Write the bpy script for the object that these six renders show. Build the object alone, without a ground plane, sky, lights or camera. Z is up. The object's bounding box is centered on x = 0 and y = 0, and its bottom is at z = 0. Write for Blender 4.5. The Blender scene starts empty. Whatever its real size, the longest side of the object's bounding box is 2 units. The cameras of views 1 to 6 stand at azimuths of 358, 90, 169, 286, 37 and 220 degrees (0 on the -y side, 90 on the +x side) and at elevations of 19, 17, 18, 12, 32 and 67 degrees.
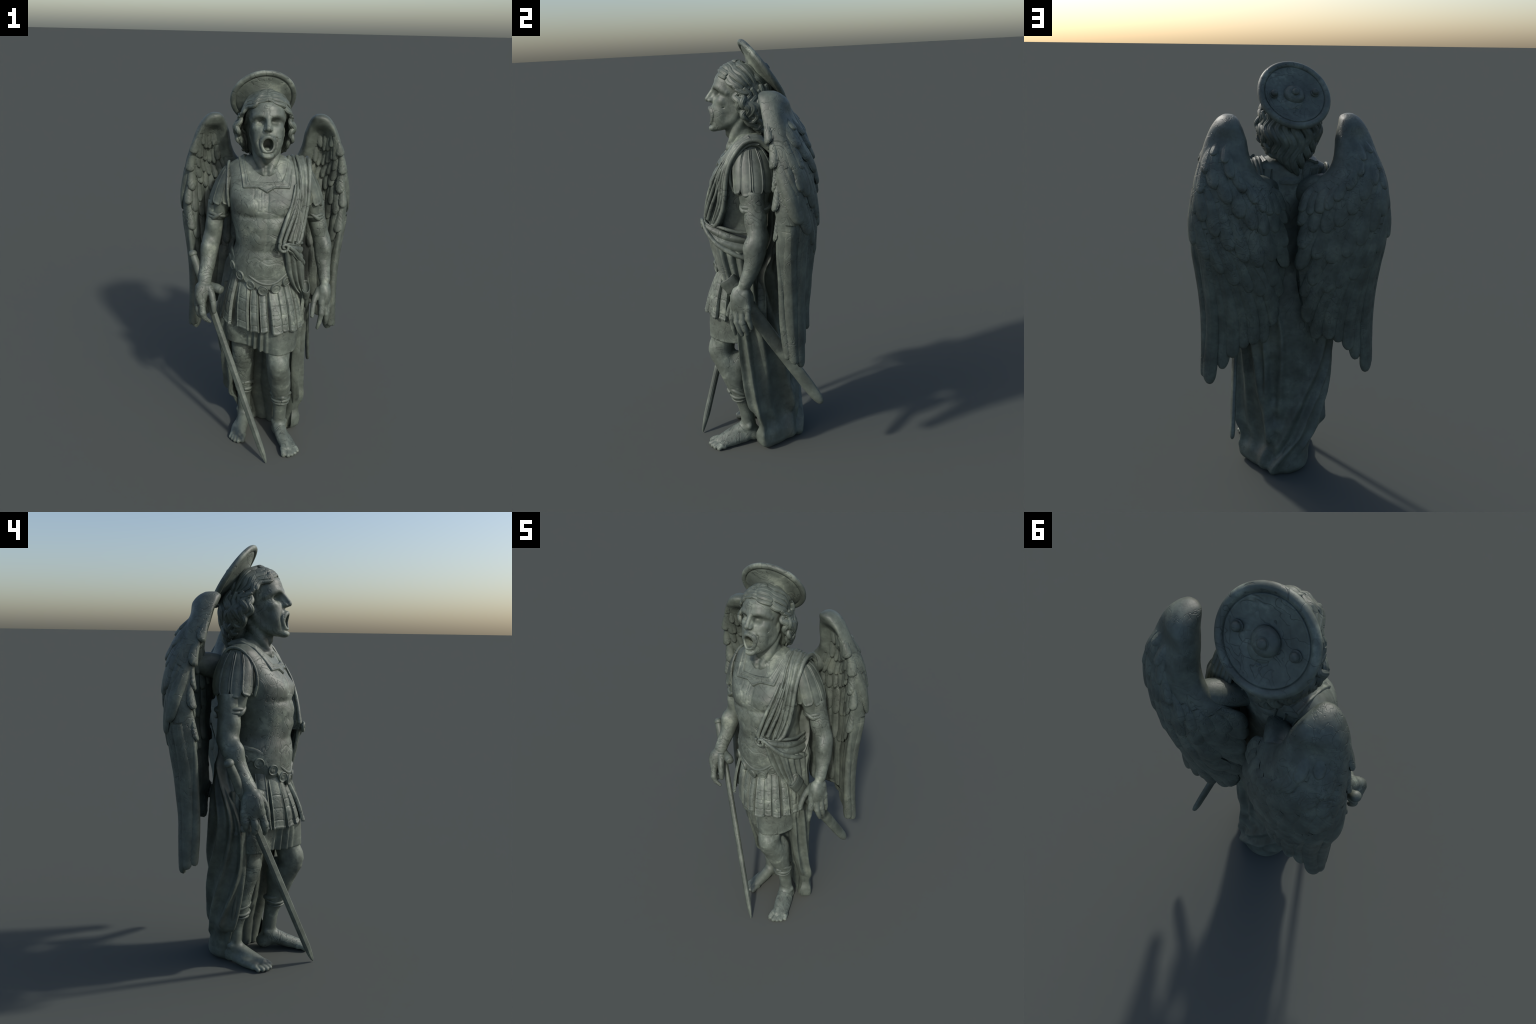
# Stone statue of a winged, shouting warrior angel with a halo disc, a drawn
# sword, an empty scabbard, a cuirass with strap skirt, a sash and a long cape.
# Everything is modelled from profiles, guide curves and distance-field shapes.
import bpy, math
import numpy as np

rng = np.random.default_rng(7)
V3 = lambda *a: np.array(a, dtype=float)

# ------------------------------------------------------------------ helpers
def spline(pts, n, closed=False):
    """Centripetal-ish Catmull-Rom through control points, n samples."""
    P = np.asarray(pts, float)
    k = len(P)
    if closed:
        P = np.vstack([P[-1], P, P[0], P[1]]); segs = k
    else:
        P = np.vstack([2 * P[0] - P[1], P, 2 * P[-1] - P[-2]]); segs = k - 1
    d = np.linalg.norm(np.diff(P[:, :min(3, P.shape[1])], axis=0), axis=1) + 1e-6
    L = np.concatenate([[0], np.cumsum(d[1:1 + segs])])
    t = np.linspace(0, L[-1], n, endpoint=not closed)
    i = np.clip(np.searchsorted(L, t, side='right') - 1, 0, segs - 1)
    f = ((t - L[i]) / d[1 + i])[:, None]
    p0, p1, p2, p3 = P[i], P[i + 1], P[i + 2], P[i + 3]
    d0, d1, d2 = d[i][:, None], d[i + 1][:, None], d[i + 2][:, None]
    m1 = ((p1 - p0) / d0 - (p2 - p0) / (d0 + d1) + (p2 - p1) / d1) * d1
    m2 = ((p2 - p1) / d1 - (p3 - p1) / (d1 + d2) + (p3 - p2) / d2) * d1
    f2, f3 = f * f, f * f * f
    return (2*f3 - 3*f2 + 1)*p1 + (f3 - 2*f2 + f)*m1 + (-2*f3 + 3*f2)*p2 + (f3 - f2)*m2

def table(rows, x):
    """Smooth interpolation of a profile table (first column = key)."""
    R = np.array(sorted(rows, key=lambda r: r[0]), float)
    S = spline(R, 40 * len(R))
    o = np.argsort(S[:, 0])
    return [np.interp(x, S[o, 0], S[o, c]) for c in range(1, R.shape[1])]

def _hash(i, j, k, s):
    h = (i.astype(np.uint32) * np.uint32(73856093)) ^ (j.astype(np.uint32) * np.uint32(19349663)) \
        ^ (k.astype(np.uint32) * np.uint32(83492791)) ^ np.uint32((s * 2654435761) & 0xffffffff)
    h ^= h >> np.uint32(13); h *= np.uint32(1274126177); h ^= h >> np.uint32(16)
    return (h & np.uint32(0xffff)).astype(np.float32) / 32767.5 - 1.0

def noise(P, scale, seed=1, octaves=3):
    """Fractal value noise in [-1, 1]."""
    out = np.zeros(P.shape[:-1], np.float32); amp = 1.0
    Q = np.asarray(P, np.float32) * scale
    for o in range(octaves):
        f = np.floor(Q); t = Q - f; t = t * t * (3 - 2 * t)
        i, j, k = [f[..., a].astype(np.int64) for a in range(3)]
        v = 0
        for a in (0, 1):
            for b in (0, 1):
                for c in (0, 1):
                    w = (t[..., 0] if a else 1 - t[..., 0]) * (t[..., 1] if b else 1 - t[..., 1]) * (t[..., 2] if c else 1 - t[..., 2])
                    v = v + w * _hash(i + a, j + b, k + c, seed + o)
        out += amp * v; amp *= 0.5; Q = Q * 2.03 + 11.7
    return out / 1.75

def smoothstep(a, b, x):
    t = np.clip((x - a) / (b - a), 0, 1)
    return t * t * (3 - 2 * t)

def unit(v):
    return v / (np.linalg.norm(v, axis=-1, keepdims=True) + 1e-12)

# ------------------------------------------------------------------ scene tree
STATUE = bpy.data.objects.new("angel_statue", None)
bpy.context.scene.collection.objects.link(STATUE)
STATUE["label"] = "weathered grey-green stone warrior angel shouting, with sword and halo"
STATUE["category"] = "statue"

def add_mesh(name, V, F, parent=None, mat=None, normals=None, sharp=None):
    """V (n,3); F quads (m,4) - a quad whose last two indices agree is a triangle."""
    F = np.asarray(F, np.int64)
    tri = F[:, 2] == F[:, 3]
    tot = np.where(tri, 3, 4)
    start = np.concatenate([[0], np.cumsum(tot)[:-1]])
    loops = F.ravel()[(np.arange(4)[None, :] < tot[:, None]).ravel()]
    me = bpy.data.meshes.new(name)
    me.vertices.add(len(V)); me.vertices.foreach_set("co", np.asarray(V, np.float32).ravel())
    me.loops.add(len(loops)); me.loops.foreach_set("vertex_index", loops.astype(np.int32))
    me.polygons.add(len(F)); me.polygons.foreach_set("loop_start", start.astype(np.int32))
    me.polygons.foreach_set("use_smooth", np.ones(len(F), bool))
    me.update(calc_edges=True)
    me.validate()
    if sharp: me.set_sharp_from_angle(angle=math.radians(sharp))
    if normals is not None: me.normals_split_custom_set_from_vertices(normals)
    ob = bpy.data.objects.new(name, me)
    bpy.context.scene.collection.objects.link(ob)
    ob.parent = parent if parent is not None else STATUE
    me.materials.append(mat if mat is not None else STONE)
    return ob

def empty(name, parent=None):
    ob = bpy.data.objects.new(name, None)
    bpy.context.scene.collection.objects.link(ob)
    ob.parent = parent if parent is not None else STATUE
    return ob

def instance(ob, name, mirror=False, parent=None):
    c = ob.copy(); c.name = name
    bpy.context.scene.collection.objects.link(c)
    c.parent = parent if parent is not None else ob.parent
    if mirror: c.scale = (-1, 1, 1)
    return c

def grid_faces(m, n, cu=False, cv=False, base=0, flip=False):
    i = np.arange(m if cu else m - 1); j = np.arange(n if cv else n - 1)
    I, J = np.meshgrid(i, j, indexing='ij')
    I2, J2 = (I + 1) % m, (J + 1) % n
    q = np.stack([I * n + J, I2 * n + J, I2 * n + J2, I * n + J2], -1).reshape(-1, 4) + base
    return q[:, ::-1] if flip else q

def vnormals(V, F):
    N = np.zeros((len(V), 3))
    fn = np.cross(V[F[:, 2]] - V[F[:, 0]], V[F[:, 3]] - V[F[:, 1]])
    t = F[:, 2] == F[:, 3]
    fn[t] = np.cross(V[F[t, 1]] - V[F[t, 0]], V[F[t, 2]] - V[F[t, 0]])
    for c in range(4):
        w = np.ones(len(F)) if c < 3 else (~t).astype(float)
        for a in range(3):
            N[:, a] += np.bincount(F[:, c], fn[:, a] * w, len(V))
    return unit(N)

def grid_normals(P, cu=False, cv=False):
    def diff(A, ax, closed):
        if closed: return np.roll(A, -1, ax) - np.roll(A, 1, ax)
        return np.gradient(A, axis=ax)
    return unit(np.cross(diff(P, 0, cu), diff(P, 1, cv)))

def orient(V, F):
    """Make a closed mesh face outwards (signed volume)."""
    a, b, c, d = V[F[:, 0]], V[F[:, 1]], V[F[:, 2]], V[F[:, 3]]
    vol = np.einsum('ij,ij->i', a, np.cross(b, c)).sum() + np.einsum('ij,ij->i', a, np.cross(c, d)).sum()
    return F if vol > 0 else F[:, [0, 3, 2, 1]] if not (F[:, 2] == F[:, 3]).any() else flip_faces(F)

def flip_faces(F):
    t = F[:, 2] == F[:, 3]
    G = F[:, [0, 3, 2, 1]].copy()
    G[t] = np.stack([F[t, 0], F[t, 2], F[t, 1], F[t, 1]], -1)
    return G

def loft_mesh(P):
    """Rings P (m rings, n points): closed loft with fan caps."""
    m, n = P.shape[:2]
    V = np.vstack([P.reshape(-1, 3), P[0].mean(0), P[-1].mean(0)])
    F = grid_faces(m, n, cv=True)
    j = np.arange(n); j2 = (j + 1) % n
    c0, c1 = m * n, m * n + 1
    a = np.stack([np.full(n, c0), j, j2, j2], -1)
    b = np.stack([np.full(n, c1), (m - 1) * n + j2, (m - 1) * n + j, (m - 1) * n + j], -1)
    F = np.vstack([F, a, b])
    return V, orient(V, F)

def loft(name, P, parent=None, mat=None, sharp=None):
    V, F = loft_mesh(P)
    return add_mesh(name, V, F, parent, mat, sharp=sharp)

def frames(C, up=(0, 0, 1)):
    T = unit(np.gradient(C, axis=0))
    u = np.asarray(up, float)
    N = np.zeros_like(C)
    n0 = u - T[0] * (u @ T[0])
    if np.linalg.norm(n0) < 1e-3: n0 = np.cross(T[0], [1, 0, 0.3])
    N[0] = n0 / np.linalg.norm(n0)
    for i in range(1, len(C)):
        v = N[i - 1] - T[i] * (N[i - 1] @ T[i]); N[i] = v / np.linalg.norm(v)
    return T, N, np.cross(T, N)

def tube_points(ctrl, n=40, m=20, ridges=0, depth=0.0, twist=0.0, flat=1.0, up=(0, 0, 1), power=1.0, outward=None):
    """ctrl rows x,y,z,r. ridges = strand grooves round the section, flat = squash along the
    frame normal, outward = point the flattened side faces away from."""
    S = spline(ctrl, n); C, R = S[:, :3], np.maximum(S[:, 3], 1e-4)
    if outward is not None:
        T = unit(np.gradient(C, axis=0)); N = C - np.asarray(outward)
        N = unit(N - T * (N * T).sum(1, keepdims=True)); B = np.cross(T, N)
    else:
        T, N, B = frames(C, up)
    ph = np.linspace(0, 2 * np.pi, m, endpoint=False)[None, :]
    tw = np.linspace(0, twist, n)[:, None]
    a, b = np.cos(ph + tw), np.sin(ph + tw)
    if power != 1.0:
        a = np.sign(a) * np.abs(a) ** power; b = np.sign(b) * np.abs(b) ** power
    g = 1.0 + (depth * np.cos(ridges * ph + tw) if ridges else 0.0)
    rr = R[:, None] * g
    return C[:, None] + N[:, None] * (rr * a * flat)[..., None] + B[:, None] * (rr * b)[..., None]

def tube(name, ctrl, parent=None, mat=None, sharp=None, **k):
    return loft(name, tube_points(ctrl, **k), parent, mat, sharp)

def shell_mesh(P, thick, N=None, edge=3):
    """Cloth: an open grid given thickness with rounded rims."""
    if N is None: N = grid_normals(P)
    m, n = P.shape[:2]
    t = np.broadcast_to(np.asarray(thick, float), (m, n))[..., None]
    Q = P - N * t
    # wrap the v direction all the way round: front, rim arc, back, rim arc
    def rim(A, B, dirv):
        out = []
        for k in range(1, edge + 1):
            w = k / (edge + 1); s = math.sin(math.pi * w) * 0.45
            out.append(A * (1 - w) + B * w + dirv * s * np.linalg.norm(A - B, axis=-1, keepdims=True))
        return out
    d1 = unit(P[:, -1] - P[:, -2]); d0 = unit(P[:, 0] - P[:, 1])
    cols = [P[:, j] for j in range(n)] + rim(P[:, -1], Q[:, -1], d1) + [Q[:, j] for j in range(n - 1, -1, -1)] + rim(Q[:, 0], P[:, 0], d0)
    R = np.stack(cols, 1)
    # close the ends by collapsing to the mid line
    L = R.shape[1]
    V = R.reshape(-1, 3)
    F = [grid_faces(m, L, cv=True)]
    for row, fl in ((0, False), (m - 1, True)):
        i = row * L
        for j in range(n - 1):
            a, b = i + j, i + j + 1
            c, d = i + 2 * n + edge - 2 - j, i + 2 * n + edge - 1 - j
            F.append(np.array([[a, b, c, d]]) if not fl else np.array([[a, d, c, b]]))
        for (s0, s1) in ((n - 1, n + edge), (2 * n + edge - 1, L)):
            idx = [i + (q % L) for q in range(s0, s1 + 1)]
            for q in range(1, len(idx) - 1):
                f = [idx[0], idx[q], idx[q + 1], idx[q + 1]] if not fl else [idx[0], idx[q + 1], idx[q], idx[q]]
                F.append(np.array([f]))
    F = np.vstack(F)
    return V, orient(V, F)

def sheet(name, A, B, n=60, m=30, folds=4, amp=0.008, thick=0.012, out=None, phase=0.0, grow=(0.4, 1.0), bulge=0.0, sharpness=0.6, skew=0.0, parent=None, seed=3):
    """Drapery ruled between two guide curves A and B with running pleats."""
    a, b = spline(A, n), spline(B, n)
    v = np.linspace(0, 1, m)[None, :, None]; u = np.linspace(0, 1, n)[:, None, None]
    P = a[:, None] * (1 - v) + b[:, None] * v
    N = grid_normals(P)
    ref = P - np.asarray(out)
    if (N * ref).sum() < 0: N = -N
    g = grow[0] + (grow[1] - grow[0]) * u[..., 0]
    ph = (v[..., 0] + skew * (u[..., 0] - 0.5) + 0.03 * noise(P, 9, seed)) * folds + phase
    w = np.abs(np.sin(np.pi * ph)) ** sharpness * 2 - 1
    P = P + N * (amp * g * w + bulge * np.sin(np.pi * v[..., 0]) + 0.0025 * noise(P, 25, seed))[..., None]
    V, F = shell_mesh(P, thick, N)
    return add_mesh(name, V, F, parent, sharp=50)

# ------------------------------------------------------------------ distance fields
class Field:
    """Signed distance sculpting on a regular grid."""
    def __init__(self, lo, hi, h):
        self.lo, self.h = np.array(lo, np.float32), h
        self.ax = [np.arange(l, u, h, dtype=np.float32) for l, u in zip(lo, hi)]
        self.X, self.Y, self.Z = np.meshgrid(*self.ax, indexing='ij')
        self.D = np.full(self.X.shape, 1.0, np.float32)
    def _box(self, lo, hi, pad):
        s = []
        for a in range(3):
            i0 = int(np.searchsorted(self.ax[a], lo[a] - pad)); i1 = int(np.searchsorted(self.ax[a], hi[a] + pad))
            s.append(slice(max(i0 - 1, 0), i1 + 1))
        return tuple(s)
    def _merge(self, s, d, k, cut):
        o = self.D[s]
        if cut:
            h = np.clip(0.5 - 0.5 * (o + d) / k, 0, 1); self.D[s] = o * (1 - h) - d * h + k * h * (1 - h)
        else:
            h = np.clip(0.5 + 0.5 * (o - d) / k, 0, 1); self.D[s] = o * (1 - h) + d * h - k * h * (1 - h)
    def ball(self, c, r, k=0.01, cut=False, rot=0.0, tilt=0.0):
        """Ellipsoid; rot turns it about z, tilt about x (radians)."""
        c = np.array(c, np.float32); r = np.array(r, np.float32) * np.ones(3, np.float32)
        R = float(r.max())
        s = self._box(c - R, c + R, 0.05)
        x, y, z = self.X[s] - c[0], self.Y[s] - c[1], self.Z[s] - c[2]
        if rot: x, y = x * math.cos(rot) + y * math.sin(rot), -x * math.sin(rot) + y * math.cos(rot)
        if tilt: y, z = y * math.cos(tilt) + z * math.sin(tilt), -y * math.sin(tilt) + z * math.cos(tilt)
        k0 = np.sqrt((x / r[0])**2 + (y / r[1])**2 + (z / r[2])**2) + 1e-9
        k1 = np.sqrt((x / r[0]**2)**2 + (y / r[1]**2)**2 + (z / r[2]**2)**2) + 1e-9
        self._merge(s, k0 * (k0 - 1) / k1, k, cut); return self
    def limb(self, pts, k=0.01, cut=False, sx=1.0, n=None):
        """Chain of round cones through rows x,y,z,r (splined)."""
        P = spline(pts, n or max(2, 5 * (len(pts) - 1) + 1)) if len(pts) > 2 or n else np.array(pts, float)
        s = self._box((P[:, :3] - P[:, 3:4]).min(0), (P[:, :3] + P[:, 3:4]).max(0), 0.05)
        x, y, z = self.X[s], self.Y[s], self.Z[s]
        best = np.full(x.shape, 9.0, np.float32)
        for a, b in zip(P[:-1], P[1:]):
            d = (b[:3] - a[:3]); L = float(d @ d) + 1e-12
            t = np.clip(((x - a[0]) * d[0] + (y - a[1]) * d[1] + (z - a[2]) * d[2]) / L, 0, 1)
            q = np.sqrt(((x - a[0] - t * d[0]) * sx)**2 + (y - a[1] - t * d[1])**2 + (z - a[2] - t * d[2])**2) - (a[3] + t * (b[3] - a[3]))
            np.minimum(best, q, out=best)
        self._merge(s, best, k, cut); return self
    def mesh(self, relax=2):
        D, h = self.D, self.h
        S = D < 0
        nx, ny, nz = [d - 1 for d in D.shape]
        corner = lambda a, b, c: (slice(a, a + nx), slice(b, b + ny), slice(c, c + nz))
        cnt = np.zeros((nx, ny, nz), np.int8)
        for a in (0, 1):
            for b in (0, 1):
                for c in (0, 1): cnt += S[corner(a, b, c)]
        act = (cnt > 0) & (cnt < 8)
        ci = np.argwhere(act)
        idx = np.full(act.shape, -1, np.int64); idx[act] = np.arange(len(ci))
        acc = np.zeros((len(ci), 3)); num = np.zeros(len(ci))
        for ax in range(3):
            for p in (0, 1):
                for q in (0, 1):
                    o = [0, 0, 0]; oth = [i for i in range(3) if i != ax]
                    o[oth[0]], o[oth[1]] = p, q
                    i0 = ci + o; i1 = i0.copy(); i1[:, ax] += 1
                    d0, d1 = D[tuple(i0.T)], D[tuple(i1.T)]
                    m = (d0 < 0) != (d1 < 0)
                    t = np.where(m, d0 / np.where(m, d0 - d1, 1), 0)
                    pos = i0.astype(float); pos[:, ax] += t
                    acc[m] += pos[m]; num[m] += 1
        V = acc / num[:, None] * h + self.lo
        faces = []
        for ax in range(3):
            a, b = [i for i in range(3) if i != ax]
            sl0 = [slice(1, -1)] * 3; sl1 = [slice(1, -1)] * 3
            sl0[ax] = slice(0, -1); sl1[ax] = slice(1, None)
            e = S[tuple(sl0)] != S[tuple(sl1)]
            g = np.argwhere(e); off = np.ones(3, int); off[ax] = 0; g = g + off
            def cell(da, db):
                q = g.copy(); q[:, a] -= da; q[:, b] -= db
                return idx[tuple(q.T)]
            f = np.stack([cell(1, 1), cell(0, 1), cell(0, 0), cell(1, 0)], -1)
            ins = S[tuple(g.T)]
            if ax == 1: ins = ~ins
            f[~ins] = f[~ins][:, ::-1]
            faces.append(f)
        F = np.vstack(faces); F = F[(F >= 0).all(1)]
        for _ in range(relax):
            A = np.zeros_like(V); w = np.zeros(len(V))
            for c in range(4):
                i, j = F[:, c], F[:, (c + 1) % 4]
                for ax in range(3): A[:, ax] += np.bincount(i, V[j, ax], len(V)) + np.bincount(j, V[i, ax], len(V))
                w += np.bincount(i, minlength=len(V)) + np.bincount(j, minlength=len(V))
            V = V * 0.45 + 0.55 * A / w[:, None]
        return V, F

def split_body(V, F, regions, parent=None):
    """One seamless skin cut into named anatomical meshes that share border
    vertices and the whole body's normals. regions: list of (name, test(centroids))."""
    F = orient(V, F)
    N = vnormals(V, F)
    C = V[F].mean(1); left = np.ones(len(F), bool); obs = []
    for name, test in regions:
        m = left & test(C); left &= ~m
        f = F[m]
        if not len(f): continue
        used, inv = np.unique(f, return_inverse=True)
        obs.append(add_mesh(name, V[used], inv.reshape(-1, 4), parent, normals=N[used]))
    return obs

def groove(V, N, line, depth, width, n=60):
    """Cut a crack along a guide line into vertices V with normals N."""
    L = spline(line, n)
    d = np.full(len(V), 9.0)
    lo, hi = L.min(0) - 0.03, L.max(0) + 0.03
    m = ((V > lo) & (V < hi)).all(1)
    q = V[m]
    dm = np.min(np.linalg.norm(q[:, None] - L[None], axis=2), axis=1) if m.any() else np.zeros(0)
    d[m] = dm
    return V - N * (depth * np.exp(-(d / width)**2))[:, None]

# ------------------------------------------------------------------ material
def stone(name, base=(0.074, 0.090, 0.075), dark=(0.016, 0.020, 0.017), lines=0.5, scale=1.0, bump=0.42, rough=0.54, pale=2.0):  # base darkened toward the shade baked into wings, cape and hair
    """Weathered grey-green stone: mottled body, wandering engraved-looking
    hairlines, branching cracks, grime specks."""
    m = bpy.data.materials.new(name); m.use_nodes = True
    nt = m.node_tree; nt.nodes.clear()
    def nd(t, **k):
        n = nt.nodes.new(t)
        for a, v in k.items(): setattr(n, a, v)
        return n
    def put(n, **k):
        for a, v in k.items(): n.inputs[a].default_value = v
        return n
    L = nt.links.new
    out = nd('ShaderNodeOutputMaterial'); bs = nd('ShaderNodeBsdfPrincipled')
    L(bs.outputs[0], out.inputs[0])
    tc = nd('ShaderNodeTexCoord')
    def nz(sc, det=5, rgh=0.55, dist=0.0):
        n = put(nd('ShaderNodeTexNoise'), Scale=sc * scale, Detail=det, Roughness=rgh, Distortion=dist)
        L(tc.outputs['Object'], n.inputs['Vector']); return n.outputs['Fac']
    def ramp(src, stops, ip='LINEAR'):
        r = nd('ShaderNodeValToRGB'); r.color_ramp.interpolation = ip
        e = r.color_ramp.elements
        while len(e) < len(stops): e.new(0.5)
        for q, (p, c) in zip(e, stops):
            q.position = p; q.color = (*c, 1) if isinstance(c, tuple) else (c, c, c, 1)
        L(src, r.inputs[0]); return r.outputs[0]
    def mth(op, a, b=None, clamp=False):
        n = nd('ShaderNodeMath', operation=op, use_clamp=clamp)
        for i, v in enumerate((a, b)):
            if v is None: continue
            if isinstance(v, (int, float)): n.inputs[i].default_value = v
            else: L(v, n.inputs[i])
        return n.outputs[0]
    def mix(f, a, b, bt='MIX'):
        n = nd('ShaderNodeMix', data_type='RGBA', blend_type=bt)
        for i, v in ((0, f), (6, a), (7, b)):
            if isinstance(v, (int, float)): n.inputs[i].default_value = v
            elif isinstance(v, tuple): n.inputs[i].default_value = (*v, 1)
            else: L(v, n.inputs[i])
        return n.outputs[2]
    b = np.array(base)
    body = ramp(nz(11, 7, 0.62), [(0.28, tuple(b * 0.62)), (0.48, tuple(b)), (0.57, tuple(b * 1.25)), (0.66, tuple(b * np.array([pale * 1.04, pale, pale * 0.97])))])  # light-dark spread widened to paint in highlights and shadowed hollows
    fine = ramp(nz(60, 4, 0.65), [(0.30, 0.84), (0.62, 1.06)])
    col = mix(0.75, body, fine, 'MULTIPLY')
    # wandering hairlines = level lines of a warped noise, kept in patches
    lv = mth('ABSOLUTE', mth('SUBTRACT', mth('FRACT', mth('MULTIPLY', nz(9.5, 2.5, 0.5, 0.8), 8.0)), 0.5))
    patch = ramp(nz(4.3, 3), [(0.46, 0.0), (0.60, 1.0)])
    hair = mth('MULTIPLY', ramp(lv, [(0.0, 1.0), (0.10, 0.0)]), patch)
    # cracks = cell borders of a warped Voronoi, kept in patches
    warp = nd('ShaderNodeMix', data_type='VECTOR'); warp.inputs[0].default_value = 0.16
    wn = put(nd('ShaderNodeTexNoise'), Scale=9.0 * scale, Detail=3.0)
    L(tc.outputs['Object'], wn.inputs['Vector']); L(tc.outputs['Object'], warp.inputs[4]); L(wn.outputs['Color'], warp.inputs[5])
    vo = put(nd('ShaderNodeTexVoronoi', feature='DISTANCE_TO_EDGE'), Scale=9.0 * scale)
    L(warp.outputs[1], vo.inputs['Vector'])
    patch2 = ramp(nz(3.1, 3, 0.5), [(0.44, 0.0), (0.58, 1.0)])
    crack = mth('MULTIPLY', ramp(vo.outputs['Distance'], [(0.0, 0.8), (0.016, 0.0)]), patch2)
    speck = ramp(nz(34, 2, 0.5), [(0.66, 0.0), (0.76, 1.0)])
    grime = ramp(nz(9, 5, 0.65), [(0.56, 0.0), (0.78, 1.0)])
    mark = mth('MULTIPLY', mth('MAXIMUM', hair, crack), lines, True)
    col = mix(mth('MULTIPLY', grime, 0.35), col, dark)
    col = mix(mth('MULTIPLY', speck, 0.25), col, dark)
    col = mix(mark, col, dark)
    L(col, bs.inputs['Base Color'])
    bs.inputs['Roughness'].default_value = rough
    bs.inputs['Specular IOR Level'].default_value = 0.5
    h = mth('SUBTRACT', mth('ADD', mth('MULTIPLY', nz(45, 5, 0.6), 0.35), mth('MULTIPLY', nz(140, 3, 0.6), 0.12)), mth('MULTIPLY', mth('MAXIMUM', hair, crack), 0.5))
    bp = put(nd('ShaderNodeBump'), Strength=bump, Distance=0.006)
    L(h, bp.inputs['Height']); L(bp.outputs[0], bs.inputs['Normal'])
    return m

STONE = stone("weathered_stone", base=(0.088, 0.106, 0.089), lines=0.6)
SMOOTH = stone("smooth_stone", lines=0.25, bump=0.28, pale=1.55)
PLUME = stone("feather_stone", lines=0.28, bump=0.50, scale=1.25, pale=1.50)

# ------------------------------------------------------------------ torso / cuirass
#          z      centre  halfwidth  front    back   squareness
TORSO = [(0.900, -0.002, 0.150, -0.150, 0.115, 2.3),
         (0.940, -0.002, 0.163, -0.158, 0.120, 2.3),
         (0.975, -0.002, 0.172, -0.176, 0.112, 2.3),
         (1.040, -0.002, 0.177, -0.184, 0.118, 2.3),
         (1.090, -0.003, 0.172, -0.183, 0.112, 2.3),
         (1.150, -0.003, 0.157, -0.181, 0.105, 2.3),
         (1.210, -0.004, 0.160, -0.187, 0.098, 2.3),
         (1.280, -0.005, 0.175, -0.184, 0.102, 2.4),
         (1.340, -0.005, 0.184, -0.180, 0.104, 2.4),
         (1.400, -0.005, 0.196, -0.162, 0.106, 2.5),
         (1.450, -0.005, 0.199, -0.130, 0.106, 2.6),
         (1.500, -0.005, 0.199, -0.096, 0.104, 2.6),
         (1.535, -0.005, 0.195, -0.068, 0.100, 2.5),
         (1.553, -0.006, 0.172, -0.055, 0.096, 2.3),
         (1.570, -0.008, 0.135, -0.045, 0.086, 2.2),
         (1.585, -0.010, 0.090, -0.035, 0.070, 2.0)]

def torso_point(ang, z):
    """Point on the cuirass at compass angle ang (0 = front -y, +90deg = +x)."""
    cx, hw, yf, yb, e = table(TORSO, z)
    s, c = np.sin(ang), np.cos(ang)
    cy = yf * 0.45 + yb * 0.55
    depth = np.where(c > 0, cy - yf, yb - cy)
    r = (np.abs(s) ** e + np.abs(c) ** e) ** (-1 / e)
    P = np.stack([cx + hw * r * s, cy - depth * r * c, z + 0 * s], -1)
    # muscle relief, as bumps over the front in (x, z)
    x = P[..., 0] + 0.008; f = np.clip(c, 0, 1) ** 0.5
    g = lambda x0, z0, sx, sz: np.exp(-((x - x0) / sx)**2 - ((z - z0) / sz)**2)
    h = 0
    for sd in (-1, 1):
        h = h + 0.013 * g(sd * 0.082, 1.372, 0.056, 0.040)      # chest
        h = h - 0.009 * g(sd * 0.085, 1.312, 0.060, 0.014)      # fold under chest
        h = h - 0.008 * g(sd * 0.098, 1.205, 0.030, 0.050)      # flank hollow
        h = h + 0.007 * g(sd * 0.042, 1.262, 0.032, 0.026)
        h = h + 0.006 * g(sd * 0.040, 1.195, 0.030, 0.024)
    h = h - 0.004 * g(0, 1.37, 0.010, 0.06) - 0.003 * g(0, 1.22, 0.008, 0.07)
    h = h - 0.004 * g(0, 1.135, 0.10, 0.016) + 0.006 * g(0, 1.06, 0.08, 0.04) - 0.004 * g(0, 1.095, 0.010, 0.012)
    n = np.stack([s * 0.7, -c, 0 * s], -1)
    return P + n * (h * f)[..., None]

zz = np.linspace(0.90, 1.585, 250)[:, None]; aa = np.linspace(0, 2 * np.pi, 330, endpoint=False)[None, :]
P = torso_point(aa + 0 * zz, zz + 0 * aa)
P = P + grid_normals(P, cv=True) * (0.0030 * noise(P, 14, 5) * (np.cos(aa) > -2))[..., None] * -1
def front_on_torso(x, z, lift=0.0):
    """Front cuirass point with given x, z."""
    a = np.linspace(-1.75, 1.75, 241)
    Q = torso_point(a, np.full_like(a, z))
    i = np.clip(np.searchsorted(Q[:, 0], x), 1, 240)
    t = (x - Q[i-1, 0]) / (Q[i, 0] - Q[i-1, 0] + 1e-9)
    p = Q[i-1] * (1 - t) + Q[i] * t
    tg = unit(Q[min(i+2, 240)] - Q[i-3 if i >= 3 else 0])
    n = np.array([tg[1], -tg[0], 0.15]); n = n / np.linalg.norm(n)
    if n[1] > 0.2: n = -n
    return p + n * lift, n

V, F = loft_mesh(P)
N = vnormals(V, F)
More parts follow.
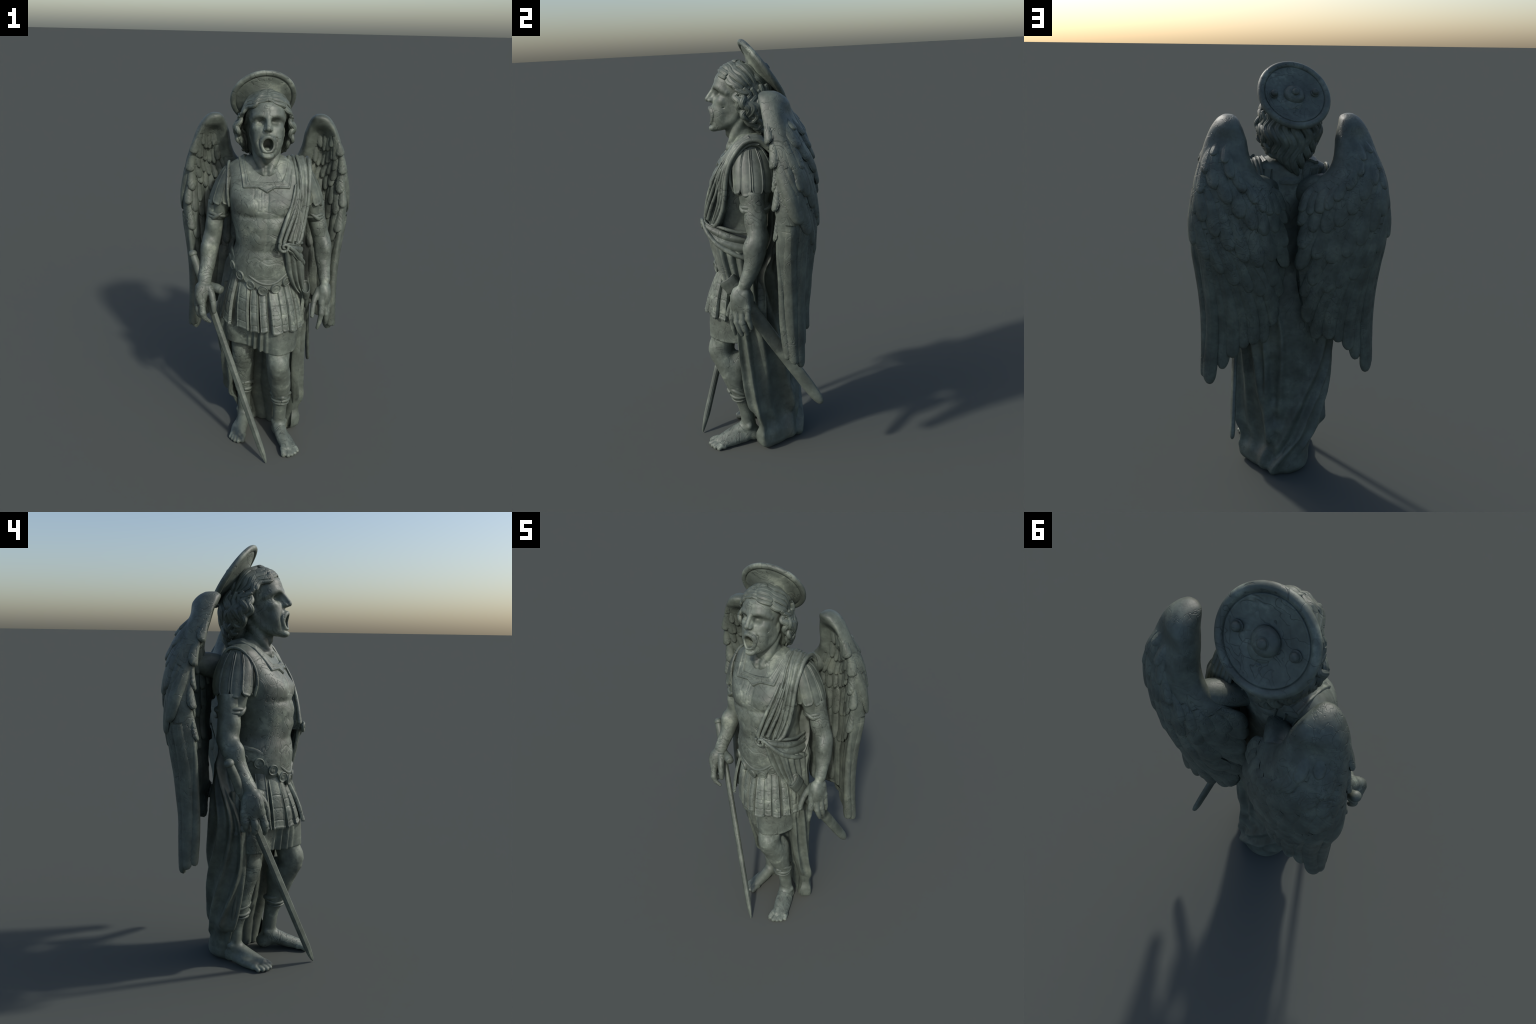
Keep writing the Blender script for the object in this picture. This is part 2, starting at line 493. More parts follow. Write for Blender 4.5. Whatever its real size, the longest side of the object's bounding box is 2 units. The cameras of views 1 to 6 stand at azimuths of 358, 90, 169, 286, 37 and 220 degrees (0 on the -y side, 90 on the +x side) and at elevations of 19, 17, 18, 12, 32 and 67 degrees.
# cracks of the breast: a wandering seam beside the breast bone and a broken ornament
def crack_line(pts): return [front_on_torso(x, z)[0] for x, z in pts]
for pts, dep, wid in [([(-.073, 1.448), (-.070, 1.43), (-.074, 1.405), (-.058, 1.392), (-.053, 1.375), (-.055, 1.352), (-.070, 1.330), (-.070, 1.30)], .0030, .0028),
                      ([(-.040, 1.436), (-.038, 1.40), (-.040, 1.358)], .0028, .0024), ([(-.046, 1.43), (-.046, 1.36)], .0016, .002),
                      ([(-.070, 1.395), (-.058, 1.392), (-.040, 1.40)], .002, .0024), ([(-.052, 1.345), (-.010, 1.342), (.02, 1.336), (.05, 1.325)], .0018, .0026),
                      ([(.010, 1.395), (.030, 1.402), (.050, 1.390)], .0018, .0024), ([(-.022, 1.44), (-.026, 1.40), (-.020, 1.36)], .0022, .0024), ([(-.005, 1.44), (-.002, 1.40), (-.006, 1.35)], .0024, .0024),
                      ([(-.06, 1.30), (-.055, 1.27), (-.062, 1.235), (-.04, 1.215), (-.05, 1.19)], .0016, .0026), ([(.02, 1.10), (-.02, 1.095), (-.045, 1.075), (-.03, 1.05), (-.045, 1.02)], .0020, .0026),
                      ([(-.09, 1.09), (-.06, 1.105), (-.03, 1.09), (0.0, 1.075), (.05, 1.08), (.09, 1.06)], .0020, .0026), ([(-.06, 1.00), (-.03, 1.012), (0, 1.0), (.03, 1.01), (.06, 1.03)], .0018, .0024)]:
    V = groove(V, N, crack_line(pts), dep, wid, 90)
rough = np.exp(-((V[:, 0] + .016) / .016)**2 - ((V[:, 2] - 1.395) / .038)**2) * (V[:, 1] < 0)
V = V + N * (0.0022 * rough * noise(V, 160, 8, 2))[:, None]
add_mesh("torso", V, F, mat=STONE)

# square collar with a dipped centre, two mouldings
def collar_band(name, pts_in, pts_out, lift, thick):
    def straight(pts, n=200):
        k = np.arange(len(pts)); t = np.linspace(0, len(pts) - 1, n); A = np.array(pts)
        return np.stack([np.interp(t, k, A[:, q]) for q in range(3)], 1)
    n = 200
    a, b = straight(pts_in), straight(pts_out)
    m = 19; rows = []
    for i in range(n):
        row = []
        for j in range(m):
            q = a[i] * (1 - j / (m - 1)) + b[i] * (j / (m - 1))
            v = j / (m - 1)
            mould = 0.0030 * (np.exp(-((v - 0.10) / 0.09)**2) + np.exp(-((v - 0.36) / 0.09)**2) * .7 + np.exp(-((v - 0.90) / 0.10)**2))
            row.append(np.append(q, mould))
        rows.append(row)
    R = np.array(rows); P = R[..., :3]; N = grid_normals(P)
    if (N * (P - V3(0, 0.03, 1.45))).sum() < 0: N = -N
    P = P + N * (lift + R[..., 3:4])
    V, F = shell_mesh(P, thick, N)
    return add_mesh(name, V, F, sharp=60)

def on_front(x, z): return front_on_torso(x, z)[0]
cin = [V3(-0.105, 0.075, 1.572), V3(-0.118, 0.02, 1.585), V3(-0.113, -0.035, 1.553), V3(-0.103, -0.074, 1.510), on_front(-0.096, 1.482), on_front(-0.092, 1.478), on_front(-0.050, 1.476),
       on_front(-0.010, 1.473), on_front(0.030, 1.476), on_front(0.066, 1.479), on_front(0.070, 1.484), V3(0.082, -0.072, 1.512), V3(0.092, -0.033, 1.553), V3(0.098, 0.02, 1.583), V3(0.088, 0.075, 1.570)]
cout = [V3(-0.145, 0.080, 1.560), V3(-0.147, 0.02, 1.569), V3(-0.142, -0.040, 1.540), V3(-0.134, -0.080, 1.498), on_front(-0.126, 1.452), on_front(-0.122, 1.448), on_front(-0.050, 1.452),
        on_front(-0.010, 1.432), on_front(0.030, 1.452), on_front(0.100, 1.449), on_front(0.104, 1.454), V3(0.113, -0.078, 1.498), V3(0.122, -0.038, 1.540), V3(0.130, 0.02, 1.567), V3(0.126, 0.080, 1.557)]
collar_band("collar", cin, cout, 0.007, 0.012)

# armhole edges of the cuirass
for sd in (-1, 1):
    ring = [V3(sd*0.195 - 0.004, 0.095, 1.50), V3(sd*0.193 - 0.004, 0.060, 1.545), V3(sd*0.196 - 0.004, 0.020, 1.548), V3(sd*0.199 - 0.004, -0.030, 1.515), V3(sd*0.200 - 0.004, -0.065, 1.46),
            V3(sd*0.199 - 0.004, -0.075, 1.40), V3(sd*0.190 - 0.004, -0.060, 1.34)]
    tube("armhole_trim", [(*p, 0.007) for p in ring], n=50, m=10)

# ------------------------------------------------------------------ head and neck
HX = -0.012
def build_head():
    f = Field((-0.15, -0.20, 1.47), (0.13, 0.16, 1.93), 0.0021)
    f.ball((HX, 0.005, 1.800), (0.098, 0.128, 0.092), 0.01)
    f.ball((HX, -0.048, 1.720), (0.080, 0.090, 0.108), 0.03)
    f.ball((HX, -0.075, 1.81), (0.074, 0.054, 0.062), 0.02)
    for s in (-1, 1):
        f.limb([(HX + s*0.066, -0.015, 1.700, 0.018), (HX + s*0.056, -0.045, 1.655, 0.019), (HX + s*0.030, -0.112, 1.624, 0.018), (HX + s*0.008, -0.138, 1.619, 0.016)], 0.025)
        f.ball((HX + s*0.048, -0.100, 1.736), (0.028, 0.022, 0.020), 0.018, rot=s*0.5)
        f.ball((HX + s*0.008, -0.149, 1.6125), (0.018, 0.018, 0.0125), 0.010)
        f.ball((HX + s*0.038, -0.108, 1.690), (0.022, 0.020, 0.045), 0.02)
    f.ball((HX, -0.104, 1.672), (0.062, 0.050, 0.068), 0.026)
    # brow ridge, drawn together
    for s in (-1, 1):
        f.limb([(HX + s*0.011, -0.127, 1.795, 0.009), (HX + s*0.036, -0.120, 1.802, 0.0105), (HX + s*0.060, -0.101, 1.793, 0.010), (HX + s*0.076, -0.072, 1.773, 0.008)], 0.016)
        f.ball((HX + s*0.042, -0.142, 1.7700), (0.027, 0.046, 0.0190), 0.014, cut=True, rot=s*0.35)
        f.ball((HX + s*0.023, -0.140, 1.772), (0.011, 0.024, 0.014), 0.010, cut=True)
        f.ball((HX + s*0.042, -0.084, 1.7680), (0.019, 0.0165, 0.0150), 0.004)
        f.limb([(HX + s*0.025, -0.097, 1.7735, 0.0025), (HX + s*0.042, -0.1025, 1.7785, 0.0030), (HX + s*0.061, -0.090, 1.772, 0.0025)], 0.005)
        f.limb([(HX + s*0.025, -0.097, 1.763, 0.0025), (HX + s*0.042, -0.1000, 1.7580, 0.0028), (HX + s*0.061, -0.090, 1.765, 0.0025)], 0.006)
    f.limb([(HX, -0.116, 1.795, 0.012), (HX, -0.128, 1.768, 0.014), (HX, -0.138, 1.745, 0.017)], 0.010)
    f.limb([(HX, -0.122, 1.803, 0.012), (HX, -0.1375, 1.786, 0.0095), (HX, -0.154, 1.764, 0.0100), (HX, -0.1655, 1.7465, 0.0125)], 0.010)
    for s in (-1, 1):
        f.ball((HX + s*0.0125, -0.1495, 1.7385), (0.0095, 0.013, 0.0090), 0.010)
        f.ball((HX + s*0.0080, -0.1575, 1.7290), (0.0045, 0.0070, 0.0045), 0.003, cut=True)
        f.limb([(HX + s*0.024, -0.150, 1.730, 0.002), (HX + s*0.038, -0.146, 1.708, 0.003), (HX + s*0.043, -0.138, 1.680, 0.003), (HX + s*0.036, -0.145, 1.645, 0.002)], 0.010, cut=True)
    # lips: a stretched ring that stands proud, then the mouth opening
    th = np.linspace(0, 2 * np.pi, 25)
    ring = [(HX + 0.001 + 0.0290 * math.sin(t), -0.1460 - 0.0120 * abs(math.cos(t))**1.5, 1.6685 + 0.0360 * math.cos(t), 0.0068 + 0.0020 * math.cos(t)) for t in th]
    f.limb(ring, 0.016, n=49)
    f.ball((HX + 0.001, -0.130, 1.6680), (0.0245, 0.090, 0.0305), 0.004, cut=True)
    f.limb([(HX - 0.018, -0.156, 1.6275, 0.002), (HX + 0.001, -0.163, 1.6255, 0.003), (HX + 0.020, -0.156, 1.6275, 0.002)], 0.008, cut=True)
    f.ball((HX, -0.090, 1.640), (0.016, 0.034, 0.009), 0.004)     # tongue
    # ears
    for s in (-1, 1):
        f.ball((HX + s*0.080, -0.016, 1.712), (0.008, 0.014, 0.024), 0.006)
        f.ball((HX + s*0.080, -0.024, 1.694), (0.008, 0.009, 0.010), 0.005)
    # neck, throat and collar bones
    f.limb([(HX, 0.012, 1.48, 0.104), (HX, 0.004, 1.545, 0.076), (HX, -0.014, 1.60, 0.066), (HX, -0.010, 1.68, 0.064)], 0.02)
    f.ball((HX, -0.072, 1.585), (0.016, 0.020, 0.024), 0.012)
    for s in (-1, 1):
        f.limb([(HX + s*0.062, 0.005, 1.66, 0.015), (HX + s*0.048, -0.045, 1.59, 0.015), (HX + s*0.016, -0.082, 1.525, 0.012)], 0.016)
        f.limb([(HX + s*0.014, -0.082, 1.512, 0.011), (HX + s*0.060, -0.058, 1.525, 0.010), (HX + s*0.105, -0.010, 1.545, 0.010)], 0.016)
    f.ball((HX, -0.104, 1.523), (0.014, 0.016, 0.014), 0.012, cut=True)
    V, F = f.mesh(2)
    F = orient(V, F); N = vnormals(V, F)
    V = V + N * (0.0010 * noise(V, 40, 3))[:, None]
    # cheek crack and forehead crack
    V = groove(V, N, [(0.018, -0.150, 1.722), (0.026, -0.143, 1.705), (0.030, -0.138, 1.697), (0.044, -0.120, 1.701), (0.060, -0.088, 1.708)], 0.0040, 0.0024)
    V = groove(V, N, [(-0.020, -0.108, 1.855), (-0.018, -0.124, 1.835), (-0.010, -0.130, 1.818), (-0.012, -0.138, 1.795)], 0.0012, 0.0020)
    V = groove(V, N, [(-0.027, -0.125, 1.808), (-0.030, -0.127, 1.797), (-0.026, -0.124, 1.790)], 0.004, 0.003)
    V = groove(V, N, [(0.003, -0.125, 1.808), (0.008, -0.127, 1.797), (0.004, -0.124, 1.790)], 0.004, 0.003)
    split_body(V, F, [("neck", lambda c: (c[:, 2] < 1.60 + np.clip((c[:, 1] + 0.05), 0, 1) * 0.55) & (c[:, 1] > -0.105) | (c[:, 2] < 1.585)),
                      ("head", lambda c: np.ones(len(c), bool))])
build_head()

# ------------------------------------------------------------------ hair
#       z     centre x, half width, front y, back y   (hull the locks lie on)
HULL = [(1.905, -0.014, 0.020, -0.040, 0.010), (1.890, -0.014, 0.060, -0.078, 0.045), (1.862, -0.015, 0.090, -0.100, 0.080),
        (1.82, -0.017, 0.108, -0.108, 0.112), (1.77, -0.020, 0.119, -0.110, 0.126), (1.71, -0.024, 0.124, -0.105, 0.130),
        (1.65, -0.019, 0.112, -0.095, 0.126), (1.60, -0.021, 0.099, -0.080, 0.122), (1.55, -0.026, 0.080, -0.06, 0.106), (1.50, -0.035, 0.066, -0.05, 0.088)]
def hull(az, z):
    az = np.radians(az); cx, hw, yf, yb = [np.asarray(v) for v in table(HULL, np.asarray(z, float))]
    s, c = np.sin(az), np.cos(az)
    return np.stack([cx + hw * s, np.where(c > 0, yf * c + 0.01 * (1 - c), -yb * c + 0.01 * (1 + c)), z + 0 * s], -1)

def build_hair():
    hair = empty("hair")
    f = Field((-0.16, -0.13, 1.50), (0.13, 0.17, 1.93), 0.0035)
    f.ball((-0.015, 0.005, 1.800), (0.106, 0.118, 0.099), 0.01)
    f.ball((-0.018, 0.048, 1.73), (0.112, 0.084, 0.11), 0.03)
    f.ball((-0.022, 0.076, 1.645), (0.096, 0.062, 0.085), 0.03)
    V, F = f.mesh(2)
    keep = (V[:, 1] > -0.082 + np.clip(1.835 - V[:, 2], 0, 1) * 1.1)
    V = np.where(keep[:, None], V, V * [0.9, 0.9, 1] + [-.002, 0.004, 0])
    add_mesh("scalp", V, orient(V, F), hair, SMOOTH)
    locks = []
    def lock(path, r, wave=0.0, turns=2.0, lift=0.0, flat=0.6, ph=0.0, curl=0.0):
        """path rows (azimuth deg, z); r thickness at root, middle and tip."""
        P = np.array(path, float); n = 9 * len(P)
        S = spline(np.column_stack([P[:, 0] / 300.0, P[:, 1], 0 * P[:, 0]]), n); az, z = S[:, 0] * 300, S[:, 1]
        t = np.linspace(0, 1, n)
        az = az + wave * np.sin(2 * np.pi * turns * t + ph) * np.minimum(1, 3 * t)
        C = hull(az, z)
        N = unit(C - V3(-0.018, 0.02, 1.72)); N[:, 2] *= 0.4
        rr = np.interp(t, [0, 0.15, 0.5, 0.85, 1], [r[0] * 0.6, r[0], r[1], r[2], r[2] * 0.35])
        C = C + N * (lift + 0.006 * np.sin(2 * np.pi * turns * t + ph + 1.2) * (wave > 0))[:, None]
        ctrl = np.column_stack([C, rr])
        locks.append((ctrl, flat))
    # swept waves from the centre parting over the temples, both sides
    for s in (-1, 1):
        A = lambda *p: [(s * a, z) for a, z in p]
        lock(A((-1, 1.870), (20, 1.862), (40, 1.842), (54, 1.834), (63, 1.812), (74, 1.800), (86, 1.794)), (.010, .015, .011), 5, 2.5, 0.006, 0.75, 0.4)
        lock(A((-2, 1.881), (24, 1.875), (44, 1.857), (60, 1.844), (70, 1.816), (82, 1.790), (96, 1.782)), (.013, .018, .013), 5, 2.5, 0.003, 0.7, 0.9)
        lock(A((-3, 1.890), (32, 1.886), (54, 1.871), (72, 1.850), (83, 1.820), (95, 1.800), (108, 1.79)), (.014, .020, .014), 4, 2.5, 0.000, 0.6, 1.6)
        lock(A((-6, 1.897), (45, 1.893), (72, 1.876), (90, 1.848), (101, 1.815), (112, 1.79)), (.014, .022, .016), 4, 2.2, -0.003, 0.5, 2.0)
        lock(A((-10, 1.901), (75, 1.897), (100, 1.874), (112, 1.842), (120, 1.80), (124, 1.76)), (.014, .022, .017), 4, 2.2, -0.004, 0.5, 2.6)
        lock(A((120, 1.895), (125, 1.87), (132, 1.84), (136, 1.80), (138, 1.75)), (.014, .022, .018), 4, 2.0, -0.004, 0.5)
        # side curls falling past the ears
        lock(A((62, 1.818), (72, 1.796), (80, 1.779), (94, 1.770), (108, 1.776)), (.010, .015, .010), 0, 1, 0.009, 0.9)
        lock(A((74, 1.785), (86, 1.766), (80, 1.744), (88, 1.722), (95, 1.700), (90, 1.676), (98, 1.652), (110, 1.640)), (.011, .017, .012), 3, 2, 0.012, 0.8)
        lock(A((90, 1.790), (100, 1.760), (94, 1.735), (106, 1.710), (100, 1.683), (92, 1.658), (100, 1.634), (114, 1.630)), (.013, .020, .012), 3, 2, 0.010, 0.8, 0.6)
        lock(A((106, 1.788), (113, 1.755), (106, 1.728), (117, 1.700), (113, 1.670), (104, 1.643), (114, 1.618), (128, 1.618)), (.014, .021, .012), 3, 2, 0.010, 0.8, 1.2)
        lock(A((120, 1.778), (127, 1.745), (120, 1.715), (130, 1.686), (125, 1.652), (118, 1.622), (128, 1.600), (138, 1.596)), (.015, .022, .013), 3, 2, 0.010, 0.75, 1.8)
        lock(A((70, 1.800), (78, 1.778), (72, 1.756), (80, 1.734), (75, 1.712), (84, 1.690), (92, 1.672)), (.010, .017, .012), 2, 2, 0.012, 0.8, 0.3)
        lock(A((80, 1.772), (90, 1.748), (84, 1.724), (92, 1.700), (86, 1.676), (94, 1.650)), (.011, .017, .012), 2, 2, 0.018, 0.8, 2.1)
        lock(A((94, 1.705), (106, 1.690), (113, 1.670), (108, 1.650), (97, 1.642)), (.010, .014, .010), 0, 1, 0.018, 0.9)
        lock(A((100, 1.668), (114, 1.654), (123, 1.634), (116, 1.614), (104, 1.616)), (.010, .015, .010), 0, 1, 0.016, 0.9)
        lock(A((84, 1.690), (96, 1.668), (104, 1.645), (112, 1.622), (122, 1.606)), (.009, .014, .010), 3, 1, 0.010, 0.9)
    # wavy locks hanging down the nape
    for k, (a, z1, r) in enumerate([(128, 1.605, .021), (142, 1.585, .023), (156, 1.560, .024), (170, 1.530, .024), (185, 1.512, .025), (200, 1.545, .024), (214, 1.578, .023), (229, 1.600, .021)]):
        z = np.linspace(1.80, z1, 6)
        path = [(180 + (a - 180) * w, q) for q, w in zip(z, (1.0, 1.02, 1.02, 1.02, 1.0, 0.95))]
        lock(path, (r * 0.75, r * 1.05, r * 0.85), 8.0, 1.9, 0.008, 0.95, 0.45 * k)
    for k, a in enumerate((135, 149, 163, 178, 193, 207, 222)):
        lock([(a, 1.81), (a, 1.76), (a, 1.70), (a, 1.65), (a, 1.61), (180 + (a - 180) * .95, 1.575)], (.014, .021, .013), 7, 1.7, -0.004, 0.8, 0.45 * k + .3)
    # crown under the halo
    for a in range(130, 240, 13):
        lock([(a, 1.897), (a + 2, 1.878), (a - 1, 1.85), (a + 1, 1.81), (a, 1.78)], (.008, .020, .016), 0, 1, -0.015, 0.5)
    for ctrl, flat in locks:
        P = tube_points(ctrl, n=56, m=40, ridges=9, depth=0.055, twist=1.2, flat=flat, outward=(-0.018, 0.02, 1.70))
        P = P + 0.0012 * noise(P, 30, 9)[..., None]
        loft("hair_lock", P, hair, SMOOTH)
build_hair()

# ------------------------------------------------------------------ halo disc
HC, HN = V3(-0.0292, 0.0921, 1.8644), V3(-0.119, 0.805, 0.581)
HA = unit(V3(-0.194, -0.035, 0.0) - HN * (V3(-0.194, -0.035, 0.0) @ HN)); HB = np.cross(HN, HA)
def lathe(profile, c, axis, a, b, m=120, n=160):
    p = spline(np.column_stack([np.array(profile), np.zeros(len(profile))]), n)[:, :2]
    th = np.linspace(0, 2 * np.pi, m, endpoint=False)
    r = np.maximum(p[:, 0], 1e-4)
    return c + r[:, None, None] * (np.cos(th)[None, :, None] * a + np.sin(th)[None, :, None] * b) + p[:, 1][:, None, None] * axis
halo = loft("halo", lathe([(0.0, -0.006), (0.07, -0.004), (0.125, 0.003), (0.134, 0.0045), (0.1365, 0.001), (0.139, 0.006), (0.146, 0.012), (0.156, 0.0125), (0.164, 0.007),
                           (0.1675, -0.001), (0.164, -0.010), (0.152, -0.014), (0.144, -0.0115), (0.1415, -0.0085), (0.138, -0.0105), (0.110, -0.018), (0.075, -0.034), (0.05, -0.058), (0.0, -0.066)], HC, HN, HA, HB, 160, 240))
BA, BB = HA, HB
loft("halo_boss", lathe([(0.0, 0.036), (0.009, 0.0345), (0.0155, 0.028), (0.0175, 0.0210), (0.020, 0.0215), (0.027, 0.0205), (0.037, 0.0150), (0.0445, 0.006), (0.0465, 0.000), (0.042, -0.004), (0.0, -0.004)], HC - HN * 0.000 - HA*0.002, HN, BA, BB, 60, 90), halo, SMOOTH)
for s in (-1, 1):
    loft("halo_stud", lathe([(0.0, 0.0215), (0.008, 0.0200), (0.0145, 0.0125), (0.0165, 0.003), (0.0190, 0.0), (0.015, -0.004), (0.0, -0.004)], HC + HN * 0.004 + HA * s * 0.096 + HB * 0.004, HN, BA, BB, 40, 50), halo, SMOOTH)

# ------------------------------------------------------------------ sleeves and arms
#        z     outer-x centre, rx,    centre y, ry
SLEEVE = [(1.545, 0.186, 0.010, 0.026, 0.026), (1.530, 0.180, 0.022, 0.027, 0.050), (1.505, 0.178, 0.044, 0.028, 0.068), (1.460, 0.188, 0.058, 0.030, 0.082),
          (1.400, 0.206, 0.063, 0.032, 0.082), (1.350, 0.224, 0.058, 0.030, 0.074), (1.310, 0.236, 0.048, 0.031, 0.064), (1.288, 0.243, 0.048, 0.034, 0.064), (1.268, 0.250, 0.046, 0.036, 0.060), (1.240, 0.256, 0.030, 0.036, 0.04)]
def sleeve_point(ph, z):
    """ph = 0 outward, +90deg = front."""
    cx, rx, cy, ry = table(SLEEVE, z)
    return np.stack([cx + rx * np.cos(ph), cy - ry * np.sin(ph), z + 0 * ph], -1)

def plate(surf, base, tip, width, thick, lift=(0.0, 0.004), tipround=0.35, basew=0.8, rim=0.0, sink=0.008, nu=40, nv=15, rachis=0.0, barbs=0.0, nbarb=14, bend=0.0, under=None, ragged=0.0, seed=0, soft=6.0, ends=0.07):
    """A strap, scale or feather that lies on a surface surf(a, b): it runs from
    base to tip in surface coordinates; returns a closed mesh."""
    u = np.linspace(0, 1, nu); w = np.linspace(-1, 1, nv)
    uu = u * u * 0.25 + u * 0.75 if False else u
    b0, t0 = np.array(base, float), np.array(tip, float)
    cen = b0[None] * (1 - uu[:, None]) + t0[None] * uu[:, None]
    side = np.array([-(t0 - b0)[1], (t0 - b0)[0]])
    cen = cen + bend * np.sin(np.pi * uu)[:, None] * np.array([1.0, 0.0])[None]
    e = 1e-3
    S = lambda q: surf(q[..., 0], q[..., 1])
    Pc = S(cen)
    Ja = (S(cen + [e, 0]) - S(cen - [e, 0])) / (2 * e); Jb = (S(cen + [0, e]) - S(cen - [0, e])) / (2 * e)
    T = unit(np.gradient(Pc, axis=0)); Nn = unit(np.cross(Ja, Jb)); B = unit(np.cross(Nn, T))
    # solve B = Ja*da + Jb*db
    aa_, ab_, bb_ = (Ja * Ja).sum(1), (Ja * Jb).sum(1), (Jb * Jb).sum(1)
    ra, rb = (Ja * B).sum(1), (Jb * B).sum(1); det = aa_ * bb_ - ab_**2 + 1e-12
    dq = np.stack([(ra * bb_ - rb * ab_) / det, (rb * aa_ - ra * ab_) / det], -1)
    uc = 1 - tipround
    prof = np.where(u < uc, 1.0, np.sqrt(np.clip(1 - ((u - uc) / (1 - uc + 1e-9))**2, 0, 1)))
    prof = prof * np.interp(u, [0, 0.35, 1], [basew, 1.0, 1.0])
    prof = np.maximum(prof, 0.04) * width * 0.5
    if ragged:
        prof = prof * (1 + ragged * np.sin(u * 37 + seed) * np.sin(u * 17 + seed * 2.3))
    Q = cen[:, None] + dq[:, None] * (prof[:, None] * w[None])[..., None]
    P = S(Q)
    Ja2 = (S(Q + [e, 0]) - S(Q - [e, 0])); Jb2 = (S(Q + [0, e]) - S(Q - [0, e]))
    N = unit(np.cross(Ja2, Jb2))
    edge = np.sqrt(np.clip(1 - np.abs(w)[None] ** soft, 0, 1)) * np.ones((nu, 1))
    end = np.sqrt(np.clip(1 - np.clip((u - 1 + ends) / ends, 0, 1)**2, 0, 1))[:, None]
    h = thick * (0.15 + 0.85 * edge) * (0.2 + 0.8 * end)
    h = h + thick * 0.35 * (1 - w[None] ** 2) * end
    if rim:
        dist = np.maximum(np.abs(w)[None] * np.ones((nu, 1)), smoothstep(1 - tipround * 1.0, 1.0, u)[:, None])
        h = h + rim * np.exp(-((dist - 0.84) / 0.10)**2)
    if rachis: h = h + rachis * np.exp(-(w[None] / 0.10)**2) * (1 - u[:, None] ** 4)
    if barbs:
        rg = np.random.default_rng(seed + 11)
        phs = np.where(w < 0, rg.uniform(0, 6), rg.uniform(0, 6))[None]
        h = h + barbs * np.sin(2 * np.pi * nbarb * (u[:, None] - 0.25 * np.abs(w)[None]) + phs) * np.abs(w)[None] ** 0.7 * (0.5 + 0.5 * np.sin(5.1 * u[:, None] + seed))
    lf = lift[0] + (lift[1] - lift[0]) * u[:, None]
    top = P + N * (lf + h)[..., None]
    if under is None: bot = P + N * np.minimum(lf - sink, lf * 0 - sink)[..., None]
    else: bot = P + N * (lf - under * (0.3 + 0.7 * edge) * (0.35 + 0.65 * end) - (rachis * np.exp(-(w[None] / 0.10)**2)))[..., None]
    m, n = nu, nv
    V = np.vstack([top.reshape(-1, 3), bot.reshape(-1, 3)])
    F = [grid_faces(m, n), grid_faces(m, n, base=m * n, flip=True)]
    i = np.arange(m - 1); o = m * n
    F.append(np.stack([i * n, i * n + o, (i + 1) * n + o, (i + 1) * n], -1)[:, ::-1])
    F.append(np.stack([i * n + n - 1, (i + 1) * n + n - 1, (i + 1) * n + n - 1 + o, i * n + n - 1 + o], -1)[:, ::-1])
    j = np.arange(n - 1)
    F.append(np.stack([j, j + 1, j + 1 + o, j + o], -1)[:, ::-1])
    F.append(np.stack([(m - 1) * n + j, (m - 1) * n + j + o, (m - 1) * n + j + 1 + o, (m - 1) * n + j + 1], -1)[:, ::-1])
    F = np.vstack(F)
    return V, orient(V, F)

def build_sleeve(s):
    sl = empty("sleeve")
    z = np.linspace(1.545, 1.24, 70)[:, None]; ph = np.linspace(0, 2 * np.pi, 90, endpoint=False)[None]
    P = sleeve_point(ph + 0 * z, z + 0 * ph)
    fl = np.exp(-((z - 1.272) / 0.012)**2) * (0.006 + 0.004 * np.sin(2 * ph + 0.5)) + 0.003 * np.sin(3 * ph + 60 * z) * np.exp(-((z - 1.305) / 0.025)**2)
    P = P + unit(np.stack([np.cos(ph) + 0 * z, -np.sin(ph) + 0 * z, 0 * ph + 0 * z], -1)) * fl[..., None]
    P[..., 0] *= s; P[..., 0] -= 0.003
    loft("sleeve_cloth", P, sl, SMOOTH)
    surf = lambda a, b: sleeve_point(a, b) * V3(s, 1, 1) - V3(0.003, 0, 0)
    sgn = 1 if s > 0 else -1
    def sf(a, b):          # parameter order chosen so that plates stand outwards
        return surf(-a * sgn, b)
    for k, (deg, zt, zb, w) in enumerate([(104, 1.49, 1.350, .046), (62, 1.522, 1.342, .050), (24, 1.532, 1.336, .050), (-14, 1.534, 1.338, .050), (-52, 1.526, 1.346, .050), (-94, 1.49, 1.358, .048)]):
        a = -math.radians(deg) * sgn
        low = k % 2 == 0
        V, F = plate(sf, (a * 0.80, zt), (a, zb - (0.004 if low else 0)), w, 0.005, lift=(0.0, 0.007 if not low else 0.004), tipround=0.20, basew=0.50, rim=0.0050, sink=0.006, nu=46, nv=23)
        add_mesh("shoulder_strap", V, F, sl, SMOOTH)
    # turned-back cuff with a crossed fold
    ring = [(*(surf(np.array(t), np.array(1.283 + 0.006 * math.sin(2 * t))) + V3(0, 0, 0)), 0.0085 + 0.002 * math.sin(3 * t)) for t in np.linspace(0, 2 * np.pi, 17)]
    tube("sleeve_cuff", ring, sl, SMOOTH, n=70, m=12)
    tube("cuff_fold", [(*surf(np.array(1.9), np.array(1.300)), .004), (*surf(np.array(1.5), np.array(1.285)), .010), (*surf(np.array(1.1), np.array(1.268)), .011), (*surf(np.array(0.8), np.array(1.262)), .004)], sl, SMOOTH, n=24, m=12)
for s in (-1, 1): build_sleeve(s)

